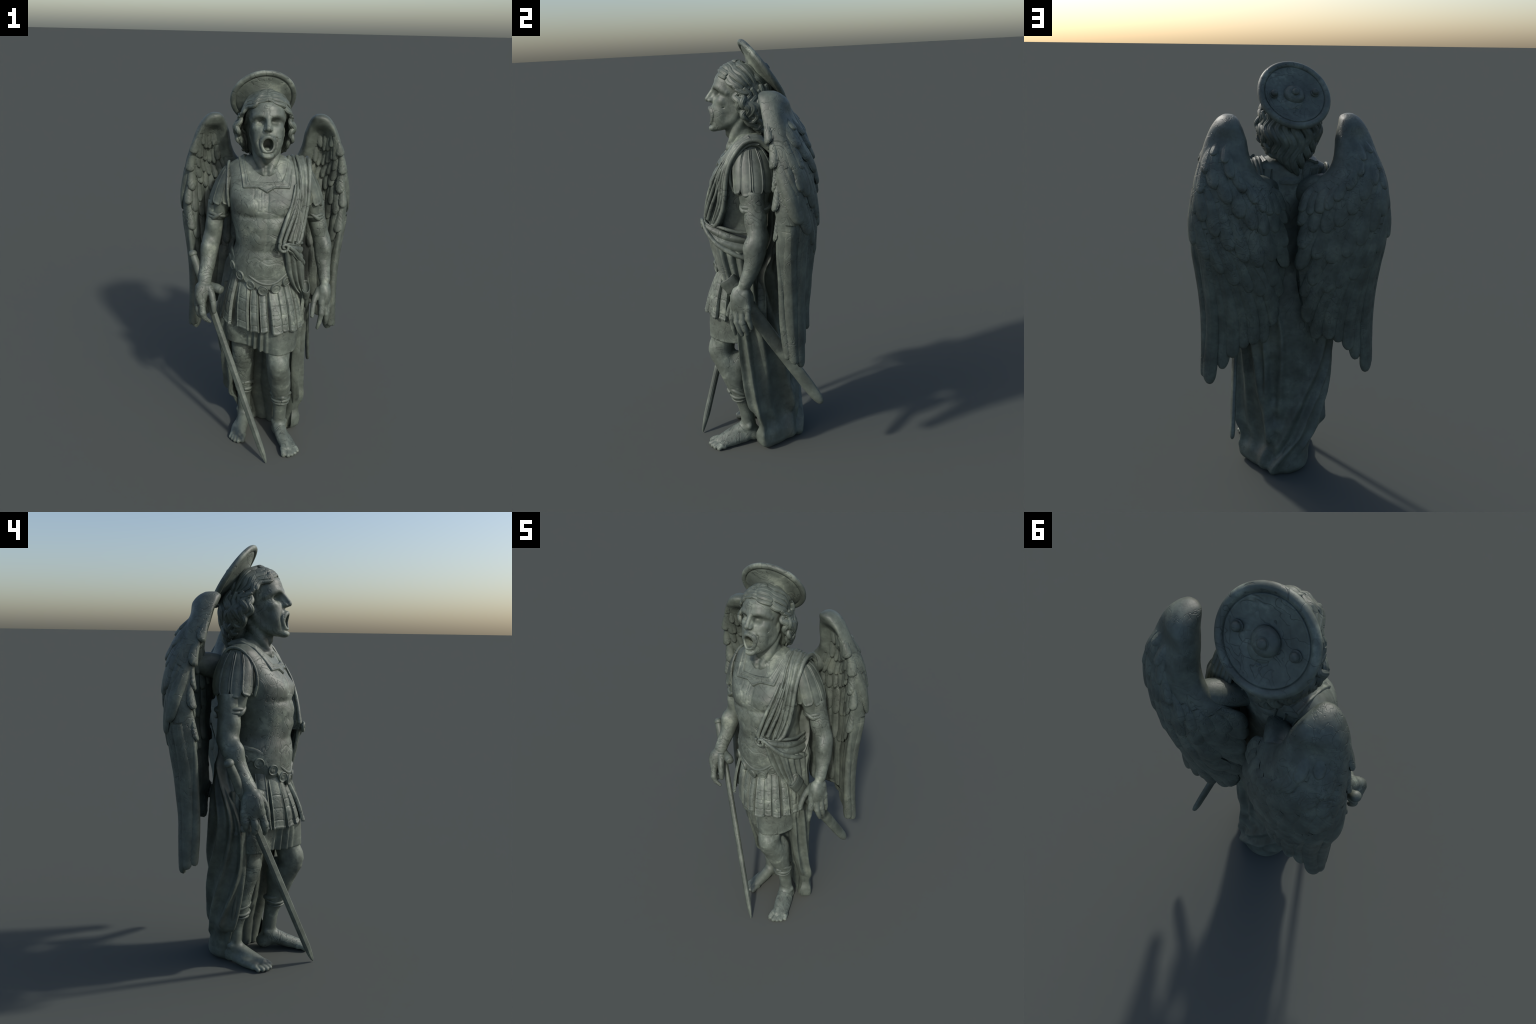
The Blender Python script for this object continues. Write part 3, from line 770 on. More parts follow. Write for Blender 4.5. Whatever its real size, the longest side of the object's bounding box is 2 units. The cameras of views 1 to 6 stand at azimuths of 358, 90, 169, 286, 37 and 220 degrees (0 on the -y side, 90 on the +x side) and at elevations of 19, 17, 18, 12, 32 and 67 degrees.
def build_arm(side):
    if side > 0:   # hanging arm with loose fingers
        f = Field((0.17, -0.16, 0.65), (0.39, 0.13, 1.36), 0.0026)
        f.limb([(0.250, 0.034, 1.34, .048), (0.262, 0.036, 1.26, .0465), (0.280, 0.036, 1.19, .0455), (0.297, 0.033, 1.13, .046), (0.303, 0.018, 1.06, .043), (0.309, -0.008, 0.99, .035), (0.313, -0.030, 0.945, .0305)], 0.01)
        f.ball((0.270, 0.010, 1.225), (.034, .028, .055), .02)
        f.ball((0.288, 0.058, 1.150), (.026, .026, .04), .02)
        f.ball((0.312, 0.005, 1.10), (.030, .036, .055), .02)
        # palm
        f.ball((0.312, -0.050, 0.870), (.033, .054, .066), .016, rot=0.12)
        f.limb([(0.312, -0.075, .880, .022), (0.312, -0.070, .825, .020)], .015)
        f.limb([(0.322, -0.045, .880, .022), (0.325, -0.045, .825, .020)], .015)
        f.limb([(0.300, -0.070, .905, .020), (0.296, -0.090, .83, .019)], .012)
        f.limb([(0.328, -0.030, .90, .018), (0.336, -0.024, .83, .016)], .012)
        fingers = [[(.281, -.062, .890, .019), (.258, -.088, .850, .0155), (.248, -.112, .805, .0130), (.2445, -.123, .770, .0115)],
                   [(.298, -.088, .835, .0170), (.296, -.101, .775, .0145), (.290, -.100, .735, .0128), (.280, -.094, .687, .0090)],
                   [(.313, -.072, .830, .0165), (.322, -.078, .765, .0145), (.327, -.068, .725, .0128), (.3275, -.059, .702, .0100)],
                   [(.326, -.050, .828, .0160), (.334, -.051, .765, .0140), (.336, -.043, .728, .0125), (.334, -.036, .708, .0098)],
                   [(.336, -.024, .835, .0150), (.342, -.024, .785, .0130), (.341, -.018, .755, .0115), (.337, -.014, .735, .0090)]]
        wz = 0.925
    else:          # sword arm, hand closed loosely round the hilt
        f = Field((-0.42, -0.20, 0.70), (-0.17, 0.13, 1.36), 0.0026)
        f.limb([(-0.256, 0.034, 1.34, .048), (-0.266, 0.036, 1.26, .0465), (-0.276, 0.036, 1.19, .046), (-0.288, 0.022, 1.13, .047), (-0.300, -0.010, 1.06, .043), (-0.312, -0.050, 0.99, .037), (-0.320, -0.082, 0.945, .0325)], 0.01)
        f.ball((-0.272, 0.008, 1.225), (.034, .028, .055), .02)
        f.ball((-0.280, 0.058, 1.150), (.026, .026, .04), .02)
        f.ball((-0.308, -0.015, 1.10), (.030, .036, .055), .02)
        f.ball((-0.340, -0.103, 0.880), (.036, .056, .064), .016, rot=-0.30)
        f.limb([(-0.330, -0.115, .915, .024), (-0.340, -0.140, .845, .019)], .015)
        f.limb([(-0.348, -0.095, .905, .024), (-0.356, -0.108, .84, .021)], .015)
        f.limb([(-0.350, -0.080, .905, .022), (-0.362, -0.074, .84, .019)], .015)
        fingers = [[(-.300, -.112, .915, .020), (-.287, -.138, .880, .0175), (-.279, -.152, .840, .0150), (-.276, -.156, .803, .0130)],
                   [(-.338, -.142, .850, .0180), (-.333, -.157, .795, .0160), (-.324, -.158, .768, .0140), (-.298, -.149, .742, .0090)],
                   [(-.354, -.110, .848, .0185), (-.357, -.120, .800, .0170), (-.352, -.120, .772, .0160), (-.344, -.114, .758, .0130)],
                   [(-.362, -.074, .850, .0180), (-.364, -.080, .808, .0165), (-.358, -.080, .785, .0150), (-.350, -.078, .772, .0125)]]
        wz = 0.925
    for i, p in enumerate(fingers):
        f.limb(p, 0.009 if i == 0 else 0.005)
    # nails and knuckles
    for p in fingers[1:]:
        f.ball(np.array(p[0][:3]) + [0, -0.004, 0.004], .0125, .010)
        f.ball(np.array(p[1][:3]) + [0, -0.002, 0.0], p[1][3] * 1.04, .006)
    V, F = f.mesh(2)
    F = orient(V, F); N = vnormals(V, F)
    V = V + N * (0.0022 * noise(V, 26, 17 + side) * smoothstep(0.75, 0.95, V[:, 2]))[:, None]
    if side < 0: V = V + np.outer(smoothstep(0.97, 0.90, V[:, 2]), (0.008, 0.005, 0.0))
    split_body(V, F, [("hand", lambda c: c[:, 2] < wz), ("arm", lambda c: np.ones(len(c), bool))])
build_arm(1); build_arm(-1)

# ------------------------------------------------------------------ legs and feet
def build_leg(side):
    if side > 0:
        f = Field((-0.03, -0.32, -0.02), (0.24, 0.03, 0.80), 0.003)
        f.limb([(.080, -.085, .78, .075), (.076, -.120, .68, .072), (.068, -.165, .58, .062), (.072, -.178, .50, .060), (.083, -.148, .42, .060), (.092, -.122, .35, .056), (.097, -.096, .27, .046), (.097, -.080, .20, .037), (.096, -.070, .12, .036), (.094, -.060, .06, .034)], .01)
        f.ball((.072, -.206, .525), (.040, .040, .048), .02)          # knee cap
        f.ball((.070, -.214, .475), (.028, .022, .025), .015)
        f.ball((.086, -.098, .42), (.052, .046, .085), .03)           # calf
        f.ball((.094, -.045, .035), (.036, .042, .036), .02)          # heel
        f.limb([(.096, -.085, .075, .036), (.107, -.140, .052, .034), (.122, -.190, .034, .030), (.134, -.225, .024, .024)], .02)
        f.limb([(.122, -.090, .03, .026), (.150, -.160, .024, .024), (.170, -.205, .018, .018)], .02)
        toes = [((.113, -.222, .022, .0185), (.112, -.262, .014, .0155)), ((.134, -.230, .019, .0145), (.137, -.270, .012, .0118)), ((.152, -.222, .017, .0140), (.157, -.259, .011, .0115)),
                ((.167, -.210, .015, .0132), (.175, -.244, .011, .0110)), ((.179, -.195, .014, .0125), (.189, -.224, .010, .0104))]
        cuff = (.097, -.098, .285, .049)
        ankles = [(.128, -.062, .095), (.066, -.064, .10)]
        knob = (.103, -.158, .300)
    else:
        f = Field((-0.24, -0.20, -0.02), (-0.02, 0.14, 0.80), 0.003)
        f.limb([(-.115, .000, .78, .074), (-.120, -.006, .68, .070), (-.114, -.012, .58, .064), (-.112, -.014, .51, .061), (-.108, .006, .42, .056), (-.104, .022, .35, .052), (-.102, .034, .27, .045), (-.101, .048, .20, .037), (-.100, .055, .12, .035), (-.099, .062, .06, .034)], .01)
        f.ball((-.112, -.036, .525), (.040, .042, .048), .02)
        f.ball((-.110, -.042, .478), (.028, .022, .024), .015)
        f.ball((-.106, .044, .42), (.052, .044, .080), .03)
        f.ball((-.096, .076, .035), (.034, .040, .036), .02)
        f.limb([(-.100, .042, .072, .035), (-.108, -.010, .050, .033), (-.116, -.060, .034, .029), (-.120, -.095, .024, .024)], .02)
        f.limb([(-.122, .036, .03, .024), (-.148, -.025, .024, .023), (-.158, -.070, .018, .018)], .02)
        toes = [((-.106, -.092, .022, .018), (-.110, -.132, .014, .0152)), ((-.126, -.098, .019, .0145), (-.133, -.139, .012, .0118)), ((-.142, -.090, .017, .0140), (-.151, -.128, .011, .0115)),
                ((-.154, -.078, .015, .0132), (-.165, -.112, .011, .0110)), ((-.163, -.062, .014, .0125), (-.176, -.092, .010, .0104))]
        cuff = (-.102, .031, .285, .048)
        ankles = [(-.130, .066, .095), (-.068, .062, .10)]
        knob = (-.099, -.012, .305)
    for a, b in toes:
        m = tuple((np.array(a) + np.array(b)) / 2 + [0, 0, .005, -0.001])
        f.limb([a, m, b], .004)
    for p in ankles: f.ball(p, .014, .014)
    V, F = f.mesh(2)
    F = orient(V, F); N = vnormals(V, F)
    V = V + N * (0.0030 * noise(V, 22, 31 + side) * smoothstep(0.24, 0.34, V[:, 2]))[:, None]
    V[:, 2] = np.maximum(V[:, 2], 0.0005)
    split_body(V, F, [("foot", lambda c: c[:, 2] < 0.13), ("leg", lambda c: np.ones(len(c), bool))])
    # gathered cuff below the calf with a knot in front
    cx, cy, cz, r = cuff
    th = np.linspace(0, 2 * np.pi, 21)
    for dz, rr, tr, ph in ((0.012, 1.02, .0095, 0), (-0.012, .97, .0085, 1.0), (-0.032, .90, .006, 2.0)):
        tube("leg_cuff", [(cx + r * rr * math.sin(t), cy - r * rr * math.cos(t), cz + dz + 0.016 * math.cos(t) * (dz > 0) - 0.006 * math.cos(t) * (dz < 0) + 0.004 * math.sin(2 * t + ph), tr * (1 + 0.25 * math.sin(2 * t + ph))) for t in th], n=80, m=12, mat=SMOOTH)
    k = Field(np.array(knob) - .04, np.array(knob) + .04, .0025)
    k.ball(knob, (.016, .013, .014), .004).ball(np.array(knob) + [.014, .006, -.006], (.012, .010, .009), .008).ball(np.array(knob) + [-.014, .006, -.004], (.012, .010, .009), .008)
    V, F = k.mesh(2); add_mesh("cuff_knot", V, orient(V, F), mat=SMOOTH)
build_leg(1); build_leg(-1)

# ------------------------------------------------------------------ tunic, skirt straps, belt
def ring_loft(levels, n_ring, n_z, fold=None):
    """levels: list of (z, [(x,y)...]) with equal point counts, front first, going round."""
    R = np.array([[(x, y, z + dz) if False else (x, y, z) for x, y in pts] for z, pts in levels])
    rings = np.stack([spline(r, n_ring, closed=True) for r in R])
    cols = np.stack([spline(rings[:, j], n_z) for j in range(n_ring)], 1)
    return cols
TUNIC = [(1.00, [(-.002, -.150), (.070, -.146), (.125, -.110), (.160, -.040), (.150, .06), (.09, .11), (0, .12), (-.09, .11), (-.150, .06), (-.168, -.03), (-.140, -.10), (-.080, -.145)]),
         (0.86, [(-.002, -.172), (.072, -.180), (.135, -.135), (.178, -.050), (.155, .04), (.09, .085), (0, .105), (-.10, .11), (-.175, .06), (-.195, -.03), (-.158, -.108), (-.085, -.148)]),
         (0.73, [(.005, -.205), (.075, -.222), (.140, -.175), (.188, -.070), (.160, .03), (.09, .085), (0, .115), (-.11, .125), (-.190, .08), (-.212, -.02), (-.165, -.105), (-.090, -.145)]),
         (0.655, [(.000, -.200), (.070, -.232), (.142, -.180), (.178, -.080), (.155, .02), (.09, .080), (0, .110), (-.11, .12), (-.185, .08), (-.214, -.02), (-.182, -.100), (-.085, -.136)]),
         (0.590, [(-.005, -.190), (.070, -.234), (.140, -.180), (.172, -.090), (.150, .02), (.09, .075), (0, .105), (-.10, .11), (-.175, .07), (-.206, -.02), (-.176, -.094), (-.082, -.130)])]
P = ring_loft(TUNIC, 240, 90)
C = P.mean(1, keepdims=True)
ang = np.arctan2(P[..., 0], -P[..., 1]); low = smoothstep(0.80, 0.60, P[..., 2])
mid = np.exp(-((P[..., 0] + 0.040) / 0.042)**2) * (P[..., 1] < 0)
side = smoothstep(0.9, 1.6, np.abs(ang))
fold = 0.014 * mid * np.sin(P[..., 0] * 210 + 0.6) + 0.006 * side * np.sin(ang * 14)
out = unit((P - C) * [1, 1, 0]); P = P + out * (fold * low)[..., None]
P[..., 2] += (0.020 * smoothstep(0.02, -0.15, P[..., 0]) + 0.008 * np.exp(-((P[..., 0] - .075) / .08)**2) * (P[..., 1] < -.05)) * low
# rolled hem and a hollow underneath
hem = []
last = P[-1]; c = last.mean(0)
for k, (d, dz) in enumerate([(0.000, -0.006), (-0.006, -0.008), (-0.012, -0.002), (-0.016, 0.02), (-0.02, 0.06)]):
    hem.append(last + unit((last - c) * [1, 1, 0]) * d + V3(0, 0, dz))
P = np.concatenate([P, np.stack(hem)], 0)
loft("tunic", P)

# hanging leather straps of the skirt: top point, hem point, widths
STRAPS = [((-.160, -.080, .985), (-.200, -.120, .733), .050, .060, .014), ((-.112, -.130, .965), (-.117, -.166, .716), .060, .072, .012), ((-.062, -.150, .945), (-.055, -.205, .713), .036, .044, .013),
          ((-.022, -.158, .93), (-.006, -.228, .722), .034, .040, .006), ((.030, -.162, .93), (.060, -.240, .719), .045, .054, .014), ((.070, -.158, .945), (.101, -.218, .724), .036, .038, .006),
          ((.100, -.142, .955), (.142, -.199, .718), .036, .042, .013), ((.128, -.112, .96), (.176, -.155, .715), .034, .042, .010), ((.148, -.070, .96), (.197, -.100, .712), .036, .044, .008),
          ((.158, -.02, .96), (.205, -.04, .705), .04, .05, .008), ((.155, .04, .96), (.200, .03, .70), .04, .05, .008),
          ((-.168, -.025, .985), (-.228, -.035, .724), .040, .050, .012), ((-.168, .02, .98), (-.226, .015, .700), .038, .046, .010), ((-.162, .06, .97), (-.215, .058, .676), .038, .048, .014), ((-.145, .095, .96), (-.190, .102, .686), .038, .05, .014), ((-.11, .12, .95), (-.150, .142, .70), .04, .05, .012)]
skirt = empty("strap_skirt")
for k, (a, b, w0, w1, lift) in enumerate(STRAPS):
    a, b = np.array(a), np.array(b)
    n, m = 90, 25
    t = np.linspace(0, 1, n)[:, None]
    ctr = V3(0, -0.015, 0)
    oa = unit((a - ctr) * [1, 1, 0]); ob_ = unit((b - ctr) * [1, 1, 0])
    if b[1] < -0.15 and abs(b[0]) < 0.1: ob_ = unit(V3(b[0] * 1.2 - 0.02, -0.2, 0))
    N = unit(oa * (1 - t) + ob_ * t)
    C = a * (1 - t) + b * t + N * (lift * 0.45 + 0.012 * np.sin(np.pi * t * 0.9))
    B = unit(np.cross(N, V3(0, 0, 1)))
    W = (w0 * (1 - t) + w1 * t) / 2
    v = np.linspace(-1, 1, m)
    P = C[:, None] + B[:, None] * (W * v[None])[..., None]
    h = -0.006 * v[None]**2 + 0.0035 * np.exp(-((np.abs(v)[None] - 0.90) / 0.09)**2) + 0.0016 * noise(P, 40, 40 + k) * (np.abs(v)[None] < 0.8)
    inner = (np.abs(v)[None] < 0.82)
    for q in (0.30 + 0.05 * (k % 3), 0.56 + 0.04 * (k % 2), 0.80 + 0.03 * (k % 4)):      # panels of the strap
        h = h - 0.0022 * np.exp(-((t - q) / 0.012)**2) * inner
    h = h + 0.0022 * np.exp(-((t - 0.68) / 0.06)**2 - (v[None] / 0.45)**2) * (k % 2 == 0)
    h = h + 0.003 * np.exp(-((t - 0.97) / 0.02)**2)
    P = P + N[:, None] * h[..., None]
    P[..., 2] += 0.004 * np.sin(v * 2 + k)[None] * t
    V, F = shell_mesh(P, 0.013, np.broadcast_to(N[:, None], P.shape))
    add_mesh("skirt_strap", V, F, skirt, sharp=45)

# lower edge of the cuirass: rolled rim
RIM = [(-.165, .075, 1.115), (-.1755, .020, 1.103), (-.172, -.035, 1.090), (-.152, -.095, 1.066), (-.118, -.140, 1.034), (-.078, -.166, .998), (-.038, -.177, .974), (.004, -.181, .966), (.046, -.177, .976), (.082, -.166, 1.003), (.118, -.142, 1.040), (.152, -.098, 1.072), (.172, -.03, 1.095), (.17, .04, 1.11)]
tube("cuirass_rim", [(*p, .0075) for p in RIM], n=160, m=14)
tube("cuirass_rim", [(p[0] * .985, p[1] * .985 , p[2] + .012, .0040) for p in RIM], n=160, m=10)
# fringe of round medallions under the rim
fringe = empty("medallion_fringe")
MED = [(-.186, -.010, 1.052, .023), (-.173, -.080, 1.033, .025), (-.136, -.137, .999, .0255), (-.082, -.170, .958, .0250), (-.019, -.186, .934, .0265), (.046, -.181, .944, .0265), (.100, -.160, .977, .0260), (.148, -.108, 1.005, .024)]
for k, (x, y, z, r) in enumerate(MED):
    n = unit(V3(x * (1.5 if abs(x) < .12 else 1.15), y - 0.02, -0.03)); a = unit(np.cross(V3(0, 0, 1), n)); b = np.cross(n, a)
    P = lathe([(0, .0035), (.30 * r, .0035), (.66 * r, .0030), (.76 * r, .0032), (.84 * r, .0055), (.93 * r, .0055), (r, .002), (r * 1.01, -.006), (.9 * r, -.014), (0, -.014)], V3(x, y, z), n, a, b, 60, 80)
    q = P - V3(x, y, z); rad = np.sqrt((q @ a)**2 + (q @ b)**2); an = np.arctan2(q @ b, q @ a)
    P = P + n * (0.0012 * np.sin(an + rad / r * 6 + k) * smoothstep(.78, .60, rad / r) * (rad > .1 * r))[..., None]
    loft("medallion", P, fringe, sharp=60)
# scalloped band that carries the medallions
pts = [(x * .985, y * .965, z + r * 0.9, 0) for x, y, z, r in MED]
Cc = spline(np.array(pts)[:, :3], 150)
rowsb = []
for i, c in enumerate(Cc):
    t = i / 149 * (len(MED) - 1); dip = abs(math.cos(math.pi * t)) ** 0.8
    o = unit((c - V3(0, 0.0, c[2])) * [1, 1, 0])
    rowsb.append([c + o * 0.001 * j * 0 + V3(0, 0, 0.035 - (0.050 + 0.020 * dip) * j / 7) + o * (0.002 + 0.004 * j / 7) for j in range(8)])
Pb = np.array(rowsb); Nb = unit((Pb - V3(0, 0, 1)) * [1, 1, 0])
V, F = shell_mesh(Pb, 0.016, Nb)
add_mesh("scalloped_band", V, F, fringe, sharp=60)

# ------------------------------------------------------------------ sash
sash = empty("sash")
A = [V3(.115, .135, 1.47), V3(.118, .105, 1.545), V3(.122, .055, 1.585), V3(.126, .005, 1.580), V3(.130, -.055, 1.532), V3(.136, -.098, 1.475), V3(.130, -.138, 1.418), V3(.104, -.168, 1.345), V3(.070, -.192, 1.258), V3(.056, -.203, 1.205), V3(.062, -.204, 1.165)]
B = [V3(.190, .140, 1.46), V3(.198, .115, 1.525), V3(.203, .070, 1.560), V3(.204, .015, 1.560), V3(.208, -.040, 1.515), V3(.206, -.075, 1.46), V3(.202, -.090, 1.407), V3(.194, -.098, 1.340), V3(.182, -.110, 1.275), V3(.168, -.135, 1.215), V3(.152, -.158, 1.172)]
sheet("sash_drape", A, B, n=150, m=90, folds=4.6, amp=0.010, thick=0.014, out=(0.02, 0.03, 1.40), grow=(0.10, 1.15), phase=0.1, parent=sash, sharpness=0.8, skew=-0.25)
# front hem of the hanging strip laid over it
A2 = [V3(.140, .01, 1.592), V3(.152, -.045, 1.553), V3(.163, -.085, 1.49), V3(.166, -.112, 1.42), V3(.160, -.128, 1.34), V3(.148, -.148, 1.265), V3(.132, -.170, 1.195)]
B2 = [V3(.200, .03, 1.575), V3(.208, -.030, 1.530), V3(.208, -.072, 1.47), V3(.204, -.090, 1.40), V3(.196, -.100, 1.33), V3(.182, -.118, 1.26), V3(.158, -.158, 1.183)]
sheet("sash_strip", A2, B2, n=90, m=40, folds=2.0, amp=0.006, thick=0.012, out=(0.02, 0.03, 1.40), grow=(0.6, 1.0), phase=0.5, bulge=0.004, parent=sash, sharpness=1.2)
# heavy rolls along the strip edges
tube("sash_roll", [(.198, .110, 1.532, .008), (.203, .060, 1.570, .011), (.204, .010, 1.567, .012), (.206, -.040, 1.522, .011), (.204, -.078, 1.455, .010), (.199, -.096, 1.385, .010), (.190, -.106, 1.315, .010), (.176, -.124, 1.245, .011), (.156, -.156, 1.185, .010), (.130, -.176, 1.172, .008)], sash, n=90, m=16)
for k, pts in enumerate([[(.132, -.112, 1.470), (.120, -.150, 1.405), (.096, -.180, 1.330), (.070, -.202, 1.250), (.058, -.212, 1.195), (.070, -.214, 1.165)],
                         [(.150, -.115, 1.445), (.138, -.146, 1.38), (.115, -.176, 1.305), (.090, -.200, 1.235), (.076, -.212, 1.190)],
                         [(.156, -.120, 1.40), (.146, -.146, 1.33), (.126, -.174, 1.262), (.104, -.196, 1.20)]]):
    tube("sash_roll", [(*p, r) for p, r in zip(pts, (.004, .007, .009, .010, .009, .005))], sash, n=70, m=14)
# rolled knot
spiral = []
for t in np.linspace(0, 1, 16):
    a = 2.6 + t * 8.2; r = 0.024 * (1 - t) + 0.004
    spiral.append((.080 + r * math.cos(a) * 1.0, -.224 - 0.006 * t + 0.18 * r * math.cos(a), 1.180 + r * math.sin(a), .0085 - .002 * t))
tube("sash_knot", spiral, sash, n=90, m=14)
# band drawn from the knot round the hip
A = [V3(.078, -.218, 1.196), V3(.120, -.206, 1.188), V3(.154, -.164, 1.168), V3(.178, -.095, 1.140), V3(.184, -.01, 1.11), V3(.176, .05, 1.09)]
B = [V3(.080, -.218, 1.168), V3(.125, -.206, 1.135), V3(.164, -.162, 1.088), V3(.186, -.095, 1.048), V3(.190, -.01, 1.01), V3(.180, .05, .99)]
sheet("sash_band", A, B, n=80, m=50, folds=2.2, amp=0.006, thick=0.012, out=(0.0, 0.02, 1.12), grow=(0.5, 1.0), phase=0.15, bulge=0.0, parent=sash, sharpness=1.0, skew=0.5)
tube("sash_roll", [(.086, -.224, 1.196, .008), (.128, -.208, 1.158, .010), (.164, -.164, 1.102, .012), (.186, -.100, 1.060, .012), (.192, -.02, 1.022, .010), (.185, .05, 1.00, .008)], sash, n=60, m=16)
tube("sash_roll", [(.140, -.180, 1.185, .006), (.170, -.122, 1.170, .008), (.180, -.050, 1.150, .008), (.178, .03, 1.145, .006)], sash, n=50, m=14)
# tails that fall from the knot to the scabbard
A = [V3(.088, -.208, 1.165), V3(.098, -.196, 1.10), V3(.108, -.180, 1.03), V3(.126, -.160, .97), V3(.150, -.140, .925), V3(.166, -.128, .905)]
B = [V3(.140, -.190, 1.150), V3(.168, -.160, 1.09), V3(.180, -.146, 1.03), V3(.186, -.134, .975), V3(.192, -.124, .93), V3(.198, -.116, .905)]
sheet("sash_tail", A, B, n=80, m=46, folds=2.6, amp=0.011, thick=0.016, out=(0.0, 0.02, 1.05), grow=(0.5, 1.0), phase=0.2, parent=sash, sharpness=0.9)
A = [V3(.170, -.150, 1.085), V3(.178, -.138, 1.02), V3(.186, -.124, .95), V3(.196, -.112, .88), V3(.192, -.104, .78), V3(.186, -.098, .66)]
B = [V3(.196, .000, 1.04), V3(.200, .0, .98), V3(.202, .0, .92), V3(.202, .0, .85), V3(.203, -.01, .76), V3(.206, -.02, .66)]
sheet("sash_tail", A, B, n=90, m=60, folds=3.5, amp=0.010, thick=0.016, out=(0.0, 0.03, .95), grow=(0.8, 0.7), phase=0.3, parent=sash, sharpness=0.9)

# ------------------------------------------------------------------ cape
CAPE = [(1.540, [(.165, .070), (.13, .085), (.09, .092), (.045, .096), (-.005, .098), (-.055, .096), (-.10, .092), (-.14, .085), (-.172, .07)]),
        (1.42, [(.170, .088), (.145, .100), (.10, .106), (.05, .107), (0, .107), (-.05, .107), (-.10, .106), (-.135, .102), (-.155, .094)]),
        (1.25, [(.165, .092), (.145, .104), (.10, .111), (.05, .112), (0, .112), (-.05, .112), (-.10, .114), (-.135, .112), (-.152, .104)]),
        (1.10, [(.182, .058), (.168, .084), (.120, .112), (.065, .121), (0, .122), (-.06, .124), (-.115, .124), (-.150, .118), (-.165, .104)]),
        (0.95, [(.188, -.068), (.196, -.020), (.160, .06), (.09, .125), (0, .145), (-.085, .152), (-.150, .142), (-.195, .105), (-.204, .060)]),
        (0.75, [(.185, -.100), (.212, -.030), (.172, .055), (.102, .135), (0, .164), (-.095, .168), (-.18, .150), (-.240, .075), (-.232, -.025)]),
        (0.60, [(.180, -.094), (.212, -.030), (.170, .06), (.108, .144), (0, .172), (-.09, .175), (-.17, .160), (-.238, .075), (-.225, -.030)]),
        (0.45, [(.180, -.087), (.213, -.030), (.170, .06), (.110, .148), (0, .174), (-.085, .176), (-.16, .160), (-.225, .080), (-.216, -.015)]),
        (0.30, [(.182, -.070), (.226, -.020), (.172, .052), (.102, .130), (.01, .182), (-.075, .191), (-.145, .165), (-.205, .092), (-.205, .012)]),
        (0.20, [(.186, -.046), (.231, -.012), (.176, .050), (.103, .128), (.02, .188), (-.07, .196), (-.13, .17), (-.198, .10), (-.195, .032)]),
        (0.145, [(.184, -.022), (.217, -.006), (.170, .056), (.100, .134), (.02, .196), (-.060, .202), (-.11, .175), (-.155, .12), (-.145, .06)]),
        (0.075, [(.180, -.036), (.224, .000), (.186, .072), (.116, .152), (.025, .214), (-.050, .214), (-.100, .184), (-.136, .12), (-.125, .07)]),
        (0.020, [(.172, -.022), (.212, .010), (.178, .076), (.112, .154), (.025, .212), (-.045, .210), (-.094, .180), (-.122, .12), (-.112, .08)]),
        (0.0015, [(.160, .000), (.186, .015), (.160, .074), (.100, .142), (.025, .198), (-.038, .195), (-.080, .168), (-.10, .115), (-.10, .085)])]
